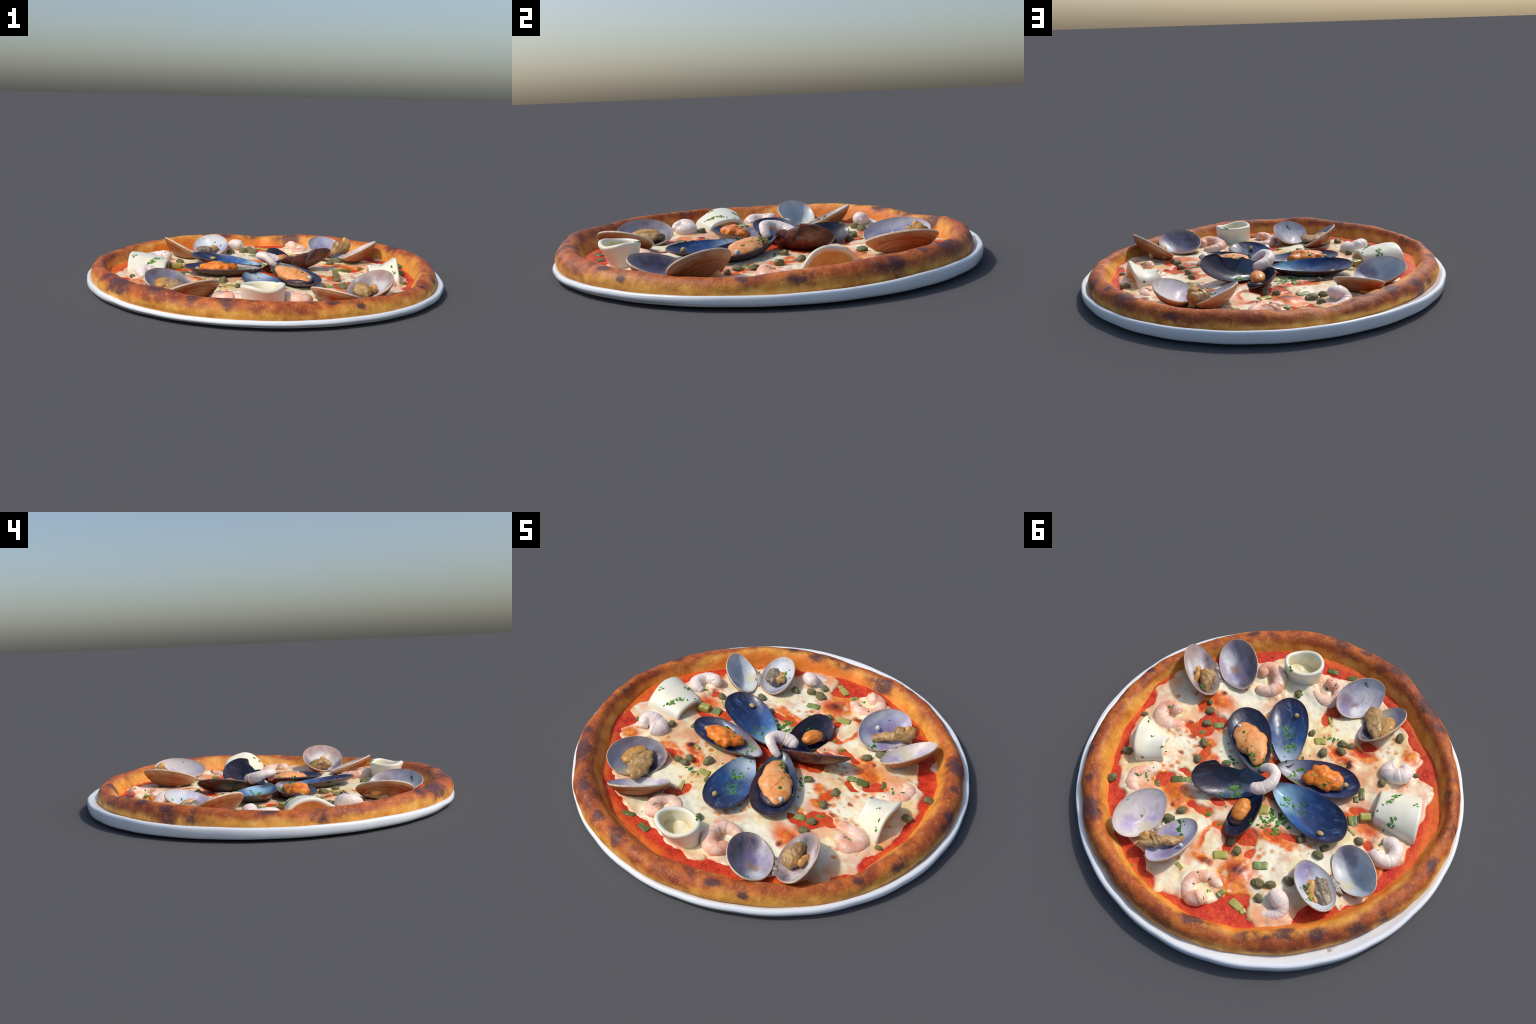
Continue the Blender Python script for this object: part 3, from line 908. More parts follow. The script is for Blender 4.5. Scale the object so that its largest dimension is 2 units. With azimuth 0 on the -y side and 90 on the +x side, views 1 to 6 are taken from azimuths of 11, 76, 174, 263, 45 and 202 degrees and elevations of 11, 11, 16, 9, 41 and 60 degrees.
# world-space lumps (x, y, z, rx, ry, rz)
meat("mussel_meat", "M1", MEAT_PEACH, [(.240, -.200, .078, .070, .062, .028), (.188, -.150, .090, .076, .062, .030), (.140, -.112, .100, .064, .054, .028), (.205, -.118, .080, .05, .05, .026),
                                        (.108, -.062, .094, .042, .042, .026), (.150, -.168, .082, .055, .05, .026), (.268, -.175, .072, .035, .035, .022)], seed=2, amp=.12, freq=14)
meat("mussel_mantle", "M1", MEAT_DARK, [(.235, -.205, .068, .085, .07, .026), (.16, -.12, .075, .08, .068, .024)], seed=5, amp=.10)
meat("mussel_meat", "M3", MEAT_ORANGE, [(-.30, -.115, .088, .048, .046, .030), (-.245, -.105, .094, .055, .045, .032), (-.185, -.08, .088, .042, .04, .026),
                                         (-.215, -.14, .092, .045, .032, .028), (-.27, -.072, .082, .038, .034, .024), (-.315, -.09, .082, .026, .03, .024)], seed=3, amp=.22, freq=17, fold=(60, 40, .07))
meat("mussel_mantle", "M3", MEAT_DARK, [(-.335, -.105, .075, .034, .04, .022)], seed=6)
meat("mussel_meat", "M5", MEAT_GOLD, [(.055, .210, .090, .036, .045, .028), (.055, .262, .088, .042, .048, .028), (.06, .24, .096, .038, .05, .024)], seed=4, amp=.18, freq=14)
meat("mussel_mantle", "M5", MEAT_DARK, [(.062, .285, .068, .042, .045, .022)], seed=8)
meat("clam_meat", "C1L", MEAT_CLAM, [(.58, -.415, .090, .04, .05, .032), (.56, -.375, .085, .034, .038, .032), (.60, -.44, .092, .034, .034, .028)], seed=9, amp=.30, freq=22, fold=(50, 90, .08))
meat("clam_foot", "C1L", MEAT_TAN, [(.630, -.40, .092, .018, .026, .030), (.643, -.435, .108, .018, .026, .028), (.632, -.375, .082, .018, .026, .026)], seed=10, amp=.14)
meat("clam_meat", "C2R", MEAT_CLAM, [(-.375, -.548, .066, .062, .058, .022), (-.405, -.495, .072, .060, .052, .022), (-.345, -.592, .066, .048, .048, .022), (-.425, -.55, .078, .045, .045, .022)], seed=11, amp=.26, freq=22, fold=(90, 50, .08))
meat("clam_foot", "C2R", MEAT_TAN, [(-.445, -.525, .094, .036, .050, .020), (-.430, -.575, .084, .036, .034, .020), (-.435, -.480, .084, .030, .030, .020)], seed=12, amp=.14)
meat("clam_meat", "C3R", MEAT_CLAM, [(.365, .58, .122, .052, .038, .042), (.31, .545, .088, .045, .03, .026), (.40, .60, .130, .034, .030, .038), (.27, .51, .072, .03, .02, .018)], seed=13, amp=.28, freq=22, fold=(60, 110, .09))
meat("clam_foot", "C3R", MEAT_TAN, [(.402, .60, .150, .030, .024, .030), (.395, .585, .165, .013, .013, .020)], seed=14, amp=.2)
meat("clam_meat", "C4L", MEAT_GREY, [(-.482, .472, .071, .052, .054, .024), (-.458, .445, .080, .046, .044, .024), (-.508, .510, .068, .038, .044, .022)], seed=15, amp=.34, freq=22, fold=(80, 80, .08))
meat("clam_foot", "C4L", MEAT_TAN, [(-.420, .462, .092, .026, .030, .022), (-.434, .492, .080, .030, .028, .020), (-.458, .522, .070, .030, .026, .020)], seed=16, amp=.3, freq=24)
meat("shell_muscle", "M1", PEARL, [(.282, -.208, .086, .017, .015, .020)], res=(20, 14), seed=17)
meat("shell_muscle", "M2", TAN_NUB, [(.037, -.409, .072, .016, .016, .018)], res=(20, 14), seed=18)
meat("shell_muscle", "M4", TAN_NUB, [(-.354, .189, .083, .022, .016, .012)], res=(20, 14), seed=19)
meat("shell_muscle", "M3", TAN_NUB, [(-.365, -.12, .08, .018, .016, .014)], res=(20, 14), seed=20)
meat("shell_muscle", "C3R", PEARL, [(.235, .545, .10, .016, .014, .018)], res=(20, 14), seed=21)


# hinges between the two shells of each clam
def hinge(A, B):
    a, b = CLAMS[A], CLAMS[B]
    _, Xa, Ya, _ = clam_frame(a)
    _, Xb, Yb, _ = clam_frame(b)
    pa = np.array(a["c"]) + Ya * a["b"] * 0.99
    pb = np.array(b["c"]) + Yb * b["b"] * 0.99
    pm = (pa + pb) / 2
    u = unit(Xa + (Xb if Xb.dot(Xa) > 0 else -Xb))
    L = []
    for t in (-.045, -.022, 0, .022, .045):
        q = pm + u * t + np.array((0, 0, -0.014))
        L.append((q[0], q[1], q[2], .020, .020, .010))
    blob(L, 30, amp=.55, freq=34, res=(48, 28), name="clam_hinge", mats=[HINGE], parent=valve_objs[A], matrix=Matrix.Identity(4))


HINGE = plain("clam_hinge_skin", srgb(116, 92, 74), srgb(204, 196, 184), 46, 0.5, 0.6)
for A, B in (("C1L", "C1R"), ("C2L", "C2R"), ("C3L", "C3R"), ("C4L", "C4R")):
    hinge(A, B)


# =================================================================== SHRIMP
def shrimp_material(name, white, pink, line, amt):
    m = Mat(name, rough=0.42, spec=0.35, coat=0.08)
    n1 = m.noise(12, 3, 0.55)
    c = m.mix(m.rng(n1, 0.62 - amt * 0.35, 0.80 - amt * 0.3), white, pink)
    cells = m.voro(20, m.warp(0.03, 16), feature="DISTANCE_TO_EDGE")
    c = m.mix(m.math("MULTIPLY", m.rng(cells, 0.05, 0.005), 0.20 + 0.4 * amt), c, line)
    c = m.mix(m.math("MULTIPLY", m.rng(m.voro(75), 0.10, 0.06), 0.5), c, srgb(110, 90, 70))
    m.color(c)
    m.bump(m.noise(30, 3), 0.2, 0.008)
    return m.m


SHRIMP_WHITE = shrimp_material("cooked_shrimp_white", srgb(238, 222, 212), srgb(236, 194, 172), srgb(214, 150, 124), 0.0)  # base white warmed to offset bluish sky reflection
SHRIMP_PINK = shrimp_material("cooked_shrimp_pink", srgb(242, 208, 186), srgb(238, 172, 138), srgb(222, 132, 92), 0.5)

def build_shrimp(pink, pts, seed, sink, turn=0.0):
    if turn:
        cx, cy = np.mean([p[0] for p in pts]), np.mean([p[1] for p in pts])
        zs = [p[2] for p in pts]
        ca, sa = math.cos(turn), math.sin(turn)
        pts = [(cx + .84 * ((p[0] - cx) * ca - (p[1] - cy) * sa), cy + .84 * ((p[0] - cx) * sa + (p[1] - cy) * ca), p[2], p[3] * 1.04) for p in pts]
    ns, nc = 90, 28
    S = catmull(pts, ns)
    c0 = S[:, :3].mean(0)
    # flesh fills the curl: thicken the body toward the inside of the bend
    for k in range(ns):
        inward = c0[:2] - S[k, :2]
        q = 0.22 * S[k, 3]
        S[k, :2] += inward / (np.linalg.norm(inward) + 1e-6) * min(q, 0.4 * np.linalg.norm(inward))
        S[k, 3] *= 1.24 if sink else 1.10
        S[k, 2] -= sink
    T = np.gradient(S[:, :3], axis=0)
    T /= np.linalg.norm(T, axis=1)[:, None]
    nrm = None
    V, F = [], []
    for k in range(ns):
        t = T[k]
        if nrm is None:
            nrm = np.cross(t, (0, 0, 1.0))
        nrm = unit(nrm - t * nrm.dot(t))
        bi = np.cross(t, nrm)
        u = k / (ns - 1)
        cap = math.sqrt(max(0.0, 1 - max(0.0, 1 - u / 0.07) ** 2)) * math.sqrt(max(0.0, 1 - max(0.0, (u - 0.965) / 0.035) ** 2) + 1e-4)
        ph = (u * 6.4 + 0.2 + 0.35 * n3(u * 4, seed, 3)) % 1.0
        seg = 1.0 + 0.03 * (ph - 0.5) - 0.045 * math.exp(-((ph - 0.02) / 0.06) ** 2) - 0.03 * math.exp(-((ph - 1.0) / 0.05) ** 2)
        r = S[k, 3] * cap * seg
        for i in range(nc):
            a = 2 * math.pi * i / nc
            d = nrm * math.cos(a) + bi * math.sin(a)
            p = S[k, :3] + d * r * (1 + 0.20 * n3(*(S[k, :3] + d * 0.03 + seed), 15) + 0.05 * n3(*(S[k, :3] + d * 0.03 + seed), 50))
            p[2] = S[k, 2] + (p[2] - S[k, 2]) * 0.86
            V.append(tuple(p - c0))
    s = len(V)
    V.append(tuple(S[0, :3] - c0)); V.append(tuple(S[-1, :3] - c0))
    for k in range(ns - 1):
        for i in range(nc):
            a, b = k * nc + i, k * nc + (i + 1) % nc
            F.append((a, b, b + nc, a + nc))
    for i in range(nc):
        F.append((s, (i + 1) % nc, i))
        F.append((s + 1, (ns - 1) * nc + i, (ns - 1) * nc + (i + 1) % nc))
    return make("shrimp", V, F, [SHRIMP_PINK if pink else SHRIMP_WHITE], pizza, None, Matrix.Translation(Vector(c0)))


for i, (k, (pk, pts)) in enumerate(SHRIMPS.items()):
    build_shrimp(pk, pts, i, {'P9': 0.0, 'P3': 0.018, 'P5': 0.010, 'P4': 0.018}.get(k, 0.020), math.radians({'P3': -37.0}.get(k, 0.0)))


# ==================================================================== SQUID
def squid_material():
    m = Mat("squid_flesh", rough=0.40, spec=0.4, coat=0.1)
    c = m.mix(m.rng(m.noise(9, 3), 0.35, 0.7), srgb(226, 224, 208), srgb(236, 228, 200))
    c = m.mix(m.math("MULTIPLY", m.rng(m.voro(60), 0.09, 0.055), 0.6), c, srgb(120, 104, 80))
    m.color(c)
    m.bump(m.noise(16, 3), 0.12, 0.01)
    return m.m


def squid_inside():
    m = Mat("squid_flesh_inside", rough=0.4, spec=0.45, coat=0.2)
    c = m.ramp(m.noise(12, 3), [(0.3, srgb(214, 194, 130)), (0.5, srgb(230, 220, 184)), (0.68, srgb(236, 232, 212))])
    m.color(c)
    m.bump(m.noise(20, 3), 0.15, 0.01)
    return m.m


SQUID, SQUID_IN = squid_material(), squid_inside()
AMBER = plain("squid_membrane_amber", srgb(204, 134, 52), srgb(232, 184, 110), 9, 0.4)  # amber painted in for light glowing through the translucent flesh


def sheet(grid, th, name, closed=False):
    """thick rounded sheet from a grid of points (rows along, columns around)"""
    G = np.array(grid)
    nr, nc = G.shape[:2]
    du = np.gradient(G, axis=0)
    if closed:
        dv = (np.roll(G, -1, 1) - np.roll(G, 1, 1)) / 2
    else:
        dv = np.gradient(G, axis=1)
    Nn = np.cross(du, dv)
    Nn /= np.linalg.norm(Nn, axis=2)[:, :, None]
    layers = []
    # outer skin, rounded rim, inner skin along the rows
    prof = [(0.0, 0.5)]
    V, F, MI = [], [], []
    loops = []
    e = th * 0.5
    for r in range(nr):
        loops.append((r, 1.0))
    rows = []
    dd = lambda r, s: s
    du_n = du / np.linalg.norm(du, axis=2)[:, :, None]
    rows.append(G[0] - du_n[0] * e * 0.7 + Nn[0] * e * 0.55)
    for r in range(nr):
        rows.append(G[r] + Nn[r] * e)
    rows.append(G[-1] + du_n[-1] * e * 0.7 + Nn[-1] * e * 0.55)
    n_out = len(rows)
    rows.append(G[-1] + du_n[-1] * e * 0.7 - Nn[-1] * e * 0.55)
    for r in range(nr - 1, -1, -1):
        rows.append(G[r] - Nn[r] * e)
    rows.append(G[0] - du_n[0] * e * 0.7 - Nn[0] * e * 0.55)
    R = len(rows)
    c0 = G.reshape(-1, 3).mean(0)
    for row in rows:
        V += [tuple(p - c0) for p in row]
    cols = nc if closed else nc - 1
    for r in range(R):
        r2 = (r + 1) % R
        for c in range(cols):
            c2 = (c + 1) % nc
            F.append((r * nc + c, r * nc + c2, r2 * nc + c2, r2 * nc + c))
            MI.append(1 if n_out + 2 <= r < R - 3 else 0)
    if not closed:
        for c in (0, nc - 1):
            for k in range(R // 2):
                q = [k * nc + c, (k + 1) * nc + c, ((R - 2 - k) % R) * nc + c, ((R - 1 - k) % R) * nc + c]
                if len(set(q)) == 4:
                    F.append(q if c else q[::-1]); MI.append(0)
    ob = make(name, V, F, [SQUID, SQUID_IN], pizza, MI, Matrix.Translation(Vector(c0)))
    return ob


def squid_ring():
    nr, nc = 16, 72
    G = np.zeros((nr, nc, 3))
    for r in range(nr):
        u = r / (nr - 1)
        z = 0.048 + u * 0.097
        for c in range(nc):
            t = 2 * math.pi * c / nc
            flare = 0.90 + 0.06 * (1 - u) + 0.04 * u ** 3
            a = 0.099 * (0.95 + 0.05 * u ** 2)
            b = 0.056 + 0.026 * u ** 1.6
            cy = -0.688 - 0.014 * u
            # one side is pinched inward
            k = 1 - 0.05 * u * math.exp(-((t - 5.6) / 0.4) ** 2)
            x = a * math.cos(t) * k
            y = b * math.sin(t) * k
            zz = z + u * (0.005 * math.sin(2 * t + 0.6) + 0.004 * math.cos(3 * t)) + 0.002 * n3(x, y, 3, 20)
            G[r, c] = (0.123 + x * .991 - y * .134 * 0.5, cy + y * .991 + x * .134, zz)
    ob = sheet(G[:, ::-1], 0.022, "squid_ring", True)
    k = 1
    V, F = [(0.123, -0.692, 0.074)], []
    for w in (0.25, 0.5, 0.75, 1.0):
        for c in range(nc):
            p = np.array(V[0]) * (1 - w) + G[k + 3, c] * w
            p[2] = 0.074 + 0.012 * w ** 2 + 0.010 * n3(p[0], p[1], 1, 24)
            V.append(tuple(p))
    for c in range(nc):
        d = (c + 1) % nc
        F.append((0, 1 + c, 1 + d))
        for r in range(3):
            F.append((1 + r * nc + c, 1 + (r + 1) * nc + c, 1 + (r + 1) * nc + d, 1 + r * nc + d))
    make("squid_membrane", V, F, [SQUID_IN], ob)
    return ob


def squid_arch(front, back, th, sag=0.0, name="squid_ring", seed=0):
    nr, nc = 22, 44
    A, B = catmull(front, nc), catmull(back, nc)
    plugs = []
    G = np.zeros((nr, nc, 3))
    for r in range(nr):
        u = r / (nr - 1)
        for c in range(nc):
            v = c / (nc - 1)
            p = A[c] * (1 - u) + B[c] * u
            p[2] += sag * 4 * u * (1 - u) * math.sin(math.pi * v) + 0.003 * n3(p[0], p[1], seed, 16)
            G[r, c] = p
    for u, sg in ((0.0, 1), (1.0, -1)):
        # membrane that closes the flattened tube a little way in from its mouth
        arc = G[int(round(u * (nr - 1)))]
        n = 12
        V, F = [], []
        for r in range(n):
            w = r / (n - 1)
            for c in range(nc):
                base = arc[0] * (1 - c / (nc - 1)) + arc[-1] * (c / (nc - 1))
                p = arc[c] * (1 - w) + base * w
                p = p + (G[-1].mean(0) - G[0].mean(0)) * sg * (0.07 * math.sin(math.pi * min(w, .5)) * math.sin(math.pi * c / (nc - 1)) + 0.02 * n3(p[0], p[1], p[2] + seed, 22) * w)
                V.append(tuple(p))
        for r in range(n - 1):
            for c in range(nc - 1):
                q = (r * nc + c, r * nc + c + 1, (r + 1) * nc + c + 1, (r + 1) * nc + c)
                F.append(q)
        plugs.append((V, F))
    e1, e2 = G[-1].mean(0) - G[0].mean(0), G[0, -1] - G[0, 0]
    if np.cross(e1, e2)[2] < 0:
        G = G[:, ::-1]
    ob = sheet(G, th, name)
    for V, F in plugs:
        make('squid_membrane', V, F, [AMBER], ob)
    return ob


squid_ring()
# folded ring lying on its side, mouth to +x
squid_arch([(.756, -.058, .045), (.752, -.052, .085), (.738, -.005, .142), (.731, .040, .164), (.727, .080, .163), (.708, .148, .142), (.688, .184, .106), (.682, .190, .048)],
           [(.604, -.004, .045), (.600, .002, .060), (.596, .025, .088), (.588, .062, .110), (.577, .098, .108), (.566, .128, .085), (.560, .136, .045)], 0.020, -0.020, seed=3)
# wide squarish ring, open at both ends
squid_arch([(-.738, -.216, .045), (-.741, -.205, .078), (-.752, -.165, .105), (-.763, -.110, .132), (-.773, -.055, .133), (-.782, .000, .112), (-.786, .028, .084), (-.788, .034, .045)],
           [(-.548, -.170, .045), (-.550, -.163, .072), (-.555, -.13, .091), (-.560, -.085, .100), (-.563, -.04, .102), (-.568, -.008, .088), (-.570, .000, .045)], 0.022, 0.008, seed=8)


# ========================================== CAPERS, LEEK PIECES, PARSLEY
bpy.context.view_layer.update()
GROUND = world_bvh([sauce, cheese, crust])


def top_z(x, y, bvh=None):
    h = (bvh or GROUND).ray_cast(Vector((x, y, 1.0)), Vector((0, 0, -1)))
    return h[0].z if h[0] else 0.055


def caper_material():
    m = Mat("pickled_caper", rough=0.42, spec=0.4, coat=0.15)
    info = m.node("ShaderNodeObjectInfo").outputs["Random"]
    n1 = m.noise(40, 4, 0.6)
    c = m.ramp(n1, [(0.3, srgb(84, 80, 44)), (0.5, srgb(122, 114, 66)), (0.7, srgb(154, 146, 100))])
    c = m.mix(m.math("MULTIPLY", info, 0.45), c, srgb(104, 110, 84))
    st = m.noise(24, 3, 0.6, m.mapping(m.obj, (4, 1, 1)))
    c = m.mix(m.math("MULTIPLY", m.rng(st, 0.56, 0.66), 0.5), c, srgb(168, 166, 124))
    m.color(c)
    m.bump(st, 0.5, 0.006)
    return m.m


CAPER = caper_material()


def caper_mesh(seed):
    V, F = [], []
    nu, nv = 32, 22
    for j in range(nv + 1):
        ph = math.pi * j / nv
        for i in range(nu):
            th = 2 * math.pi * i / nu
            d = np.array((math.sin(ph) * math.cos(th), math.sin(ph) * math.sin(th), math.cos(ph)))
            pt = 1 + 0.22 * max(0, d[0]) ** 3
            k = (1 + 0.20 * n3(*(d * 1.5 + seed)) + 0.09 * n3(*(d * 4.0 + seed)) + 0.05 * math.sin(5 * math.atan2(d[1], d[2]) + seed)) * pt
            V.append(tuple(d * k * np.array((1.08, 0.92, 0.88))))
    for j in range(nv):
        for i in range(nu):
            a, b = j * nu + i, j * nu + (i + 1) % nu
            F.append((a, a + nu, b + nu, b))
    me = bpy.data.meshes.new("caper")
    me.from_pydata(V, [], F)
    me.polygons.foreach_set("use_smooth", [True] * len(me.polygons))
    me.materials.append(CAPER)
    return me


CAPER_ME = [caper_mesh(s) for s in (1.3, 4.7, 9.1)]
CAPERS = [(.745, .343, .029), (.751, .167, .028), (.782, -.075, .018), (.479, -.25, .028), (.459, -.174, .027), (.415, -.051, .028),
          (.402, .045, .027), (.333, .357, .026), (.247, .014, .024), (.092, -.562, .026), (-.52, -.523, .028), (-.25, -.361, .026),
          (-.268, -.318, .028), (-.298, -.366, .025), (-.18, -.263, .03), (-.077, -.353, .022), (-.53, -.224, .024), (-.674, -.337, .016),
          (-.019, .441, .027), (-.186, .551, .034), (-.247, .534, .026), (-.217, .618, .025), (.371, .424, .03), (.031, .402, .026),
          (-.544, .136, .026), (-.276, .243, .026), (-.392, .293, .028), (-.315, .481, .028), (-.404, .243, .022), (.505, -.30, .018)]
for i, (x, y, r) in enumerate(CAPERS):
    ob = bpy.data.objects.new("caper", CAPER_ME[i % 3])
    COL.objects.link(ob)
    ob.parent = pizza
    ob.location = (x, y, top_z(x, y) + r * 0.18)
    ob.rotation_euler = (random.uniform(-.6, .6), random.uniform(-.5, .5), random.uniform(0, 6.3))
    ob.scale = (r * .84, r * .84, r * random.uniform(.7, .85))


def leek_material(name, a, b, c):
    m = Mat(name, rough=0.36, spec=0.45, coat=0.2)
    st = m.noise(14, 3, 0.6, m.mapping(m.obj, (0.6, 9, 2)))
    col = m.ramp(st, [(0.3, a), (0.5, b), (0.7, c)])
    col = m.mix(m.math("MULTIPLY", m.rng(m.noise(30, 3), 0.55, 0.7), 0.4), col, srgb(96, 84, 36))
    m.color(col)
    m.bump(st, 0.5, 0.006)
    return m.m


LEEK_G = leek_material("leek_green", srgb(88, 112, 46), srgb(130, 148, 82), srgb(164, 172, 112))
LEEK_Y = leek_material("leek_yellow", srgb(142, 132, 44), srgb(170, 164, 74), srgb(196, 188, 120))
LEEK_D = leek_material("leek_dark", srgb(62, 78, 30), srgb(96, 104, 46), srgb(128, 128, 68))
# end point, end point, width, thickness, colour
LEEKS = [(.468, .219, .413, .193, .044, .012, LEEK_D), (.414, .198, .365, .175, .033, .012, LEEK_G), (.42, -.178, .374, -.204, .036, .008, LEEK_G),
         (.535, .252, .51, .287, .026, .010, LEEK_D), (.47, -.106, .444, -.122, .017, .006, LEEK_G), (.005, -.783, -.054, -.787, .034, .010, LEEK_D),
         (-.114, -.772, -.17, -.799, .028, .010, LEEK_D), (-.119, -.496, -.159, -.443, .018, .008, LEEK_Y), (-.11, -.319, -.166, -.341, .042, .009, LEEK_Y),
         (-.444, -.153, -.468, -.092, .03, .012, LEEK_D), (-.434, -.1, -.448, -.066, .03, .010, LEEK_D), (-.288, -.236, -.323, -.236, .02, .008, LEEK_Y),
         (.078, .508, .011, .477, .046, .010, LEEK_Y), (-.124, .476, -.184, .447, .043, .009, LEEK_G), (-.1, .682, -.162, .701, .040, .010, LEEK_Y),
         (-.165, .72, -.186, .697, .028, .008, LEEK_Y), (-.037, .69, -.053, .655, .028, .012, LEEK_G), (-.0, .19, -.062, .168, .058, .010, LEEK_Y),
         (-.452, .048, -.495, .028, .060, .010, LEEK_G), (-.496, .012, -.553, -.015, .045, .036, LEEK_Y), (-.461, .086, -.512, .112, .014, .008, LEEK_Y),
         (-.384, .258, -.415, .236, .028, .010, LEEK_D), (.22, .62, .18, .64, .02, .006, LEEK_Y)]


def leek(x0, y0, x1, y1, w, th, mat, seed):
    L = math.hypot(x1 - x0, y1 - y0)
    nu, nv = 14, 10
    V, F = [], []
    ring = []
    for i in range(nu):
        u = i / (nu - 1) - 0.5
        for j in range(2 * nv):
            t = 2 * math.pi * (j + 0.5) / (2 * nv)
            cy, cz = math.cos(t), math.sin(t)
            sy = math.copysign(abs(cy) ** 0.35, cy) * w / 2
            sz = math.copysign(abs(cz) ** 0.45, cz) * th / 2
            sz += 0.30 * w * (0.25 - (sy / w) ** 2) * 0.6
            e = 1.0 if 0 < i < nu - 1 else 0.86
            x = u * L + 0.10 * w * n3(u * 3, sy * 20, seed)
            V.append((x, sy * e + 0.05 * w * n3(u * 4, 0, seed + 2), sz * e + 0.004 * n3(u * 3, sy * 30, seed + 5)))
    m = 2 * nv
    for i in range(nu - 1):
        for j in range(m):
            F.append((i * m + j, i * m + (j + 1) % m, (i + 1) * m + (j + 1) % m, (i + 1) * m + j))
    F.append(list(range(m))[::-1])
    F.append([(nu - 1) * m + j for j in range(m)])
    cx, cy = (x0 + x1) / 2, (y0 + y1) / 2
    z0, z1 = top_z(x0, y0), top_z(x1, y1)
    X = unit((x1 - x0, y1 - y0, (z1 - z0) * 0.6))
    Y = unit(np.cross((0, 0, 1.0), X))
    Z = np.cross(X, Y)
    return make("leek_piece", V, F, [mat], pizza, None, frame((cx, cy, max(top_z(cx, cy), (z0 + z1) / 2) + (th * 0.25 if th > .02 else -th * 0.05)), X, Y, Z))


for i, q in enumerate(LEEKS):
    leek(*q, i * 1.7)


# parsley: small torn leaf flakes lying on whatever is under them
def parsley_material():
    m = Mat("chopped_parsley", rough=0.45, spec=0.35)
    info = m.node("ShaderNodeObjectInfo").outputs["Random"]
    c = m.ramp(m.math("ADD", m.math("MULTIPLY", info, 0.6), m.math("MULTIPLY", m.noise(40, 3), 0.4)),
               [(0.15, srgb(34, 84, 26)), (0.5, srgb(58, 122, 36)), (0.85, srgb(98, 148, 58))])
    m.color(c)
    return m.m


PARSLEY = parsley_material()


def flake_mesh(seed):
    rnd = random.Random(seed)
    n = rnd.choice((9, 11, 13))
    out = []
    for i in range(n):
        t = 2 * math.pi * i / n
        r = rnd.uniform(0.55, 1.1) * (1.0 if i % 2 else 0.72)
        out.append((r * math.cos(t), r * math.sin(t) * rnd.uniform(.6, .8)))
    V = [(0, 0, 0.14)] + [(x, y, 0.10 * rnd.uniform(-1, 1) + 0.06) for x, y in out]
    V += [(0, 0, 0.02)] + [(x, y, V[i + 1][2] - 0.13) for i, (x, y) in enumerate(out)]
    F = []
    for i in range(n):
        j = (i + 1) % n
        F.append((0, 1 + i, 1 + j))
        F.append((n + 1, n + 2 + j, n + 2 + i))
        F.append((1 + i, n + 2 + i, n + 2 + j, 1 + j))
    me = bpy.data.meshes.new("parsley_flake")
    me.from_pydata(V, [], F)
    me.materials.append(PARSLEY)
    return me


FLAKES = [flake_mesh(s) for s in range(8)]
bpy.context.view_layer.update()
ALL = world_bvh([o for o in bpy.data.objects if o.type == "MESH" and o.name.split(".")[0] not in ("dinner_plate",)])


def flake(x, y, r, rnd):
    h = ALL.ray_cast(Vector((x, y, 1.0)), Vector((0, 0, -1)))
    if not h[0]:
        return
    N = np.array(h[1])
    if N[2] < 0:
        N = -N
    X = unit(np.cross(N, (rnd.uniform(-1, 1), rnd.uniform(-1, 1), 0.1)))
    Y = np.cross(N, X)
    ob = bpy.data.objects.new("parsley_flake", rnd.choice(FLAKES))
    COL.objects.link(ob)
    ob.matrix_world = frame(np.array(h[0]) + N * 0.0008, X * r * rnd.uniform(.8, 1.25), Y * r * rnd.uniform(.55, 1.0), N * r * 0.8)
    w = ob.matrix_world.copy()
    ob.parent = pizza
    ob.matrix_world = w


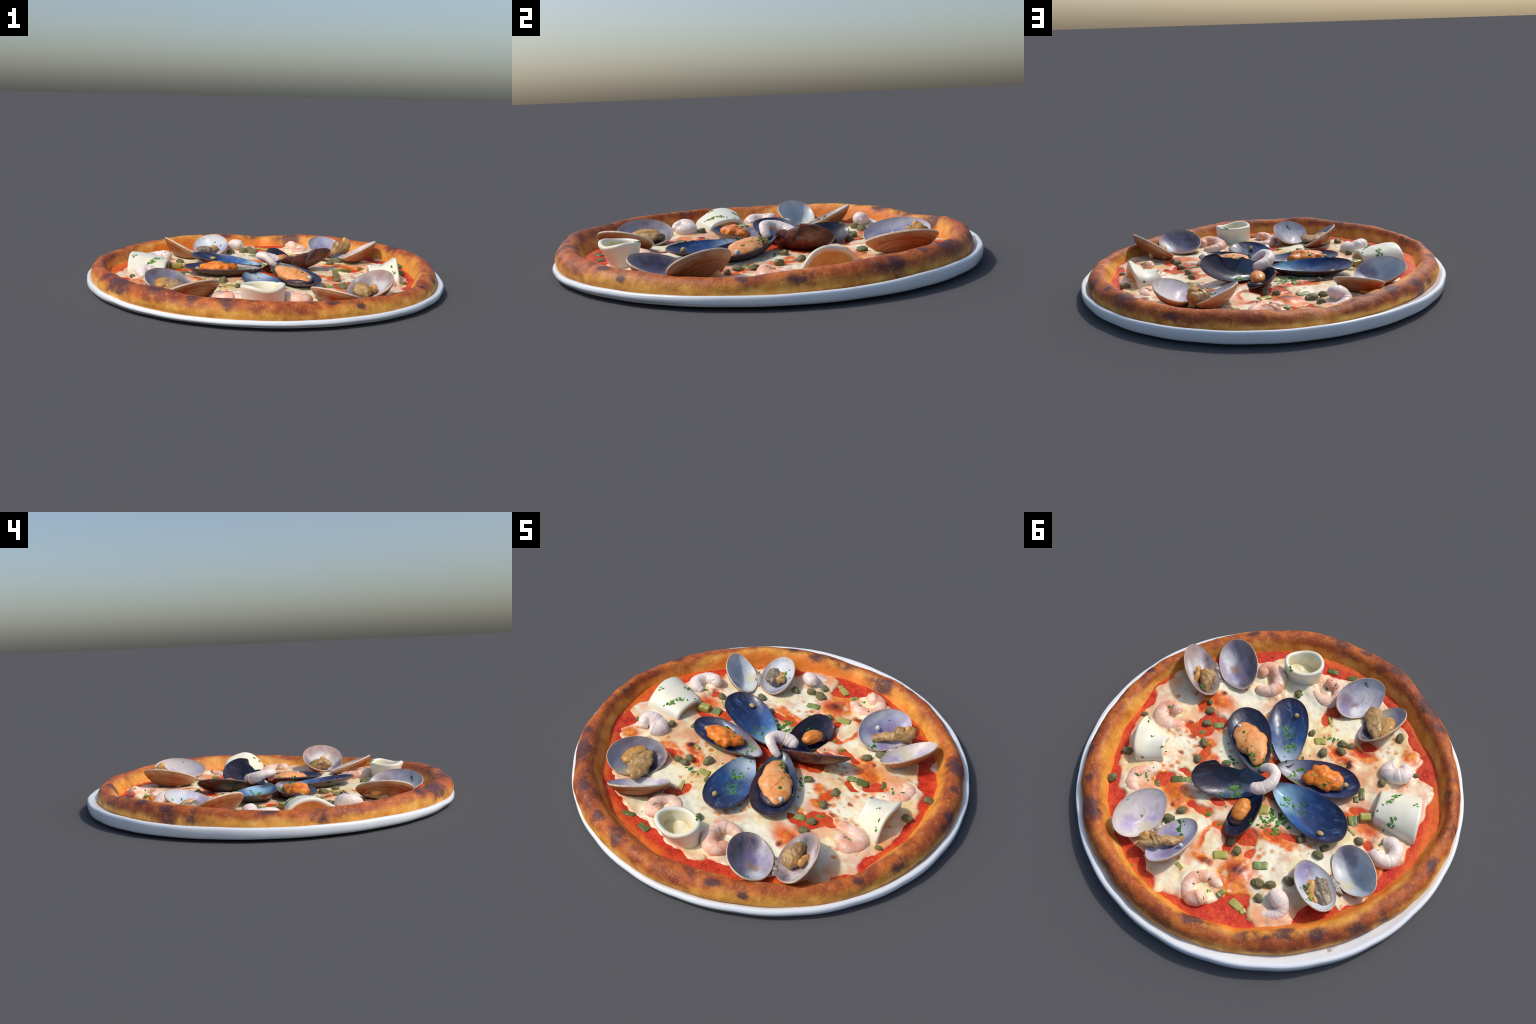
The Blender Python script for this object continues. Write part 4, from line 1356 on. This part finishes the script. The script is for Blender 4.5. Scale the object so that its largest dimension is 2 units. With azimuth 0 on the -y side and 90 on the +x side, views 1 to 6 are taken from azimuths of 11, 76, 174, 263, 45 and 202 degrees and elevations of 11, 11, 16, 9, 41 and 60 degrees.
# where the torn leaves lie: x, y, size
FLAKE_SPOTS = [
    (0.731, -0.039, 0.012), (0.712, -0.003, 0.01), (0.657, 0.067, 0.01), (0.579, 0.097, 0.012), (0.652, 0.182, 0.008), (0.632, 0.277, 0.011),
    (0.589, 0.258, 0.012), (0.568, 0.276, 0.008), (0.579, 0.2, 0.007), (0.673, -0.159, 0.012), (0.459, -0.113, 0.011), (0.233, -0.024, 0.017),
    (0.244, 0.009, 0.014), (0.216, -0.005, 0.012), (0.252, -0.033, 0.011), (0.239, -0.175, 0.01), (0.203, -0.124, 0.007), (0.159, -0.106, 0.007),
    (0.177, -0.084, 0.011), (0.208, -0.088, 0.007), (0.127, -0.062, 0.015), (0.155, -0.059, 0.012), (0.146, -0.055, 0.01), (0.151, 0.123, 0.025),
    (0.139, 0.125, 0.017), (0.114, 0.073, 0.011), (0.196, 0.189, 0.011), (0.295, -0.138, 0.007), (0.299, -0.105, 0.007), (0.075, -0.041, 0.018),
    (0.093, -0.02, 0.017), (0.07, -0.061, 0.011), (0.08, -0.022, 0.014), (0.573, -0.344, 0.014), (0.525, -0.637, 0.007), (0.141, 0.242, 0.008),
    (0.118, 0.153, 0.012), (0.123, 0.172, 0.011), (0.112, 0.135, 0.01), (-0.232, -0.739, 0.01), (-0.052, -0.688, 0.007), (-0.077, -0.679, 0.01),
    (-0.036, -0.658, 0.014), (-0.112, -0.729, 0.005), (0.166, -0.618, 0.015), (0.083, -0.573, 0.01), (-0.176, -0.369, 0.017),
    (-0.199, -0.367, 0.014), (-0.097, -0.19, 0.012), (-0.123, -0.221, 0.007), (0.059, -0.322, 0.017), (0.034, -0.289, 0.012), (0.007, -0.294, 0.01),
    (0.051, -0.286, 0.008), (0.002, -0.227, 0.017), (-0.025, -0.232, 0.011), (0.014, -0.204, 0.01), (-0.043, -0.223, 0.008), (-0.011, -0.198, 0.01),
    (-0.004, -0.246, 0.008), (-0.034, -0.111, 0.01), (-0.006, -0.152, 0.008), (-0.108, -0.109, 0.015), (-0.123, -0.122, 0.012),
    (-0.102, -0.074, 0.017), (-0.102, -0.041, 0.012), (-0.144, -0.026, 0.01), (-0.084, -0.049, 0.011), (-0.191, -0.086, 0.01),
    (-0.271, -0.061, 0.014), (-0.153, -0.071, 0.01), (-0.121, -0.045, 0.011), (-0.112, 0.074, 0.017), (-0.138, 0.086, 0.014), (-0.117, 0.118, 0.014),
    (-0.136, 0.112, 0.012), (-0.169, 0.093, 0.012), (-0.21, 0.059, 0.01), (-0.23, 0.097, 0.01), (-0.181, 0.136, 0.01), (-0.624, -0.152, 0.019),
    (-0.639, -0.169, 0.012), (-0.606, -0.104, 0.014), (-0.616, -0.121, 0.011), (-0.581, -0.075, 0.009), (-0.569, -0.035, 0.009),
    (-0.736, -0.142, 0.011), (-0.744, -0.128, 0.008), (-0.458, -0.519, 0.008), (0.066, -0.142, 0.012), (0.076, -0.181, 0.008),
    (-0.654, -0.012, 0.015), (-0.667, -0.024, 0.01), (-0.645, 0.009, 0.012), (-0.669, 0.016, 0.011), (-0.653, 0.015, 0.009), (-0.645, 0.109, 0.012),
    (-0.647, 0.162, 0.007), (-0.4, 0.483, 0.012), (-0.426, 0.508, 0.014), (-0.444, 0.53, 0.014), (-0.433, 0.547, 0.009), (-0.413, 0.481, 0.011),
    (-0.391, 0.478, 0.01), (-0.453, 0.533, 0.01), (-0.104, 0.195, 0.019), (-0.083, 0.164, 0.022), (-0.138, 0.253, 0.022), (-0.135, 0.278, 0.014),
    (-0.163, 0.264, 0.014), (-0.098, 0.213, 0.017), (-0.133, 0.212, 0.019), (-0.147, 0.183, 0.019), (-0.126, 0.168, 0.017), (-0.167, 0.196, 0.017),
    (-0.195, 0.214, 0.014), (-0.136, 0.234, 0.012), (-0.087, 0.187, 0.013), (-0.069, 0.235, 0.017), (-0.039, 0.217, 0.011), (-0.077, 0.208, 0.011),
    (-0.049, 0.267, 0.01), (-0.091, 0.283, 0.014), (-0.034, 0.309, 0.011), (-0.078, 0.27, 0.008), (-0.102, 0.248, 0.012), (-0.083, 0.236, 0.012),
    (-0.051, 0.228, 0.011), (-0.085, 0.374, 0.007), (-0.027, 0.38, 0.008), (0.125, 0.338, 0.012), (0.199, 0.311, 0.015), (0.211, 0.322, 0.01),
    (-0.01, 0.265, 0.01), (0.496, 0.473, 0.01), (0.309, 0.42, 0.014), (0.295, 0.457, 0.019), (0.296, 0.441, 0.012), (0.372, 0.451, 0.008),
    (0.278, 0.426, 0.005), (0.246, 0.62, 0.007), (0.097, 0.63, 0.008), (0.092, 0.688, 0.007), (0.016, 0.69, 0.011), (0.008, 0.742, 0.008),
    (0.031, 0.636, 0.008), (0.411, 0.722, 0.008), (0.389, 0.644, 0.008), (0.099, 0.216, 0.012), (0.144, 0.173, 0.011), (0.135, 0.776, 0.005),
    (0.571, 0.456, 0.004),
]
rnd = random.Random(11)
for x, y, r in FLAKE_SPOTS:
    flake(x, y, r * 1.3, rnd)
    for _ in range(1 if r > 0.0095 else 0):
        q = r * 1.5
        flake(x + rnd.uniform(-q, q), y + rnd.uniform(-q, q), r * rnd.uniform(0.6, 1.0), rnd)
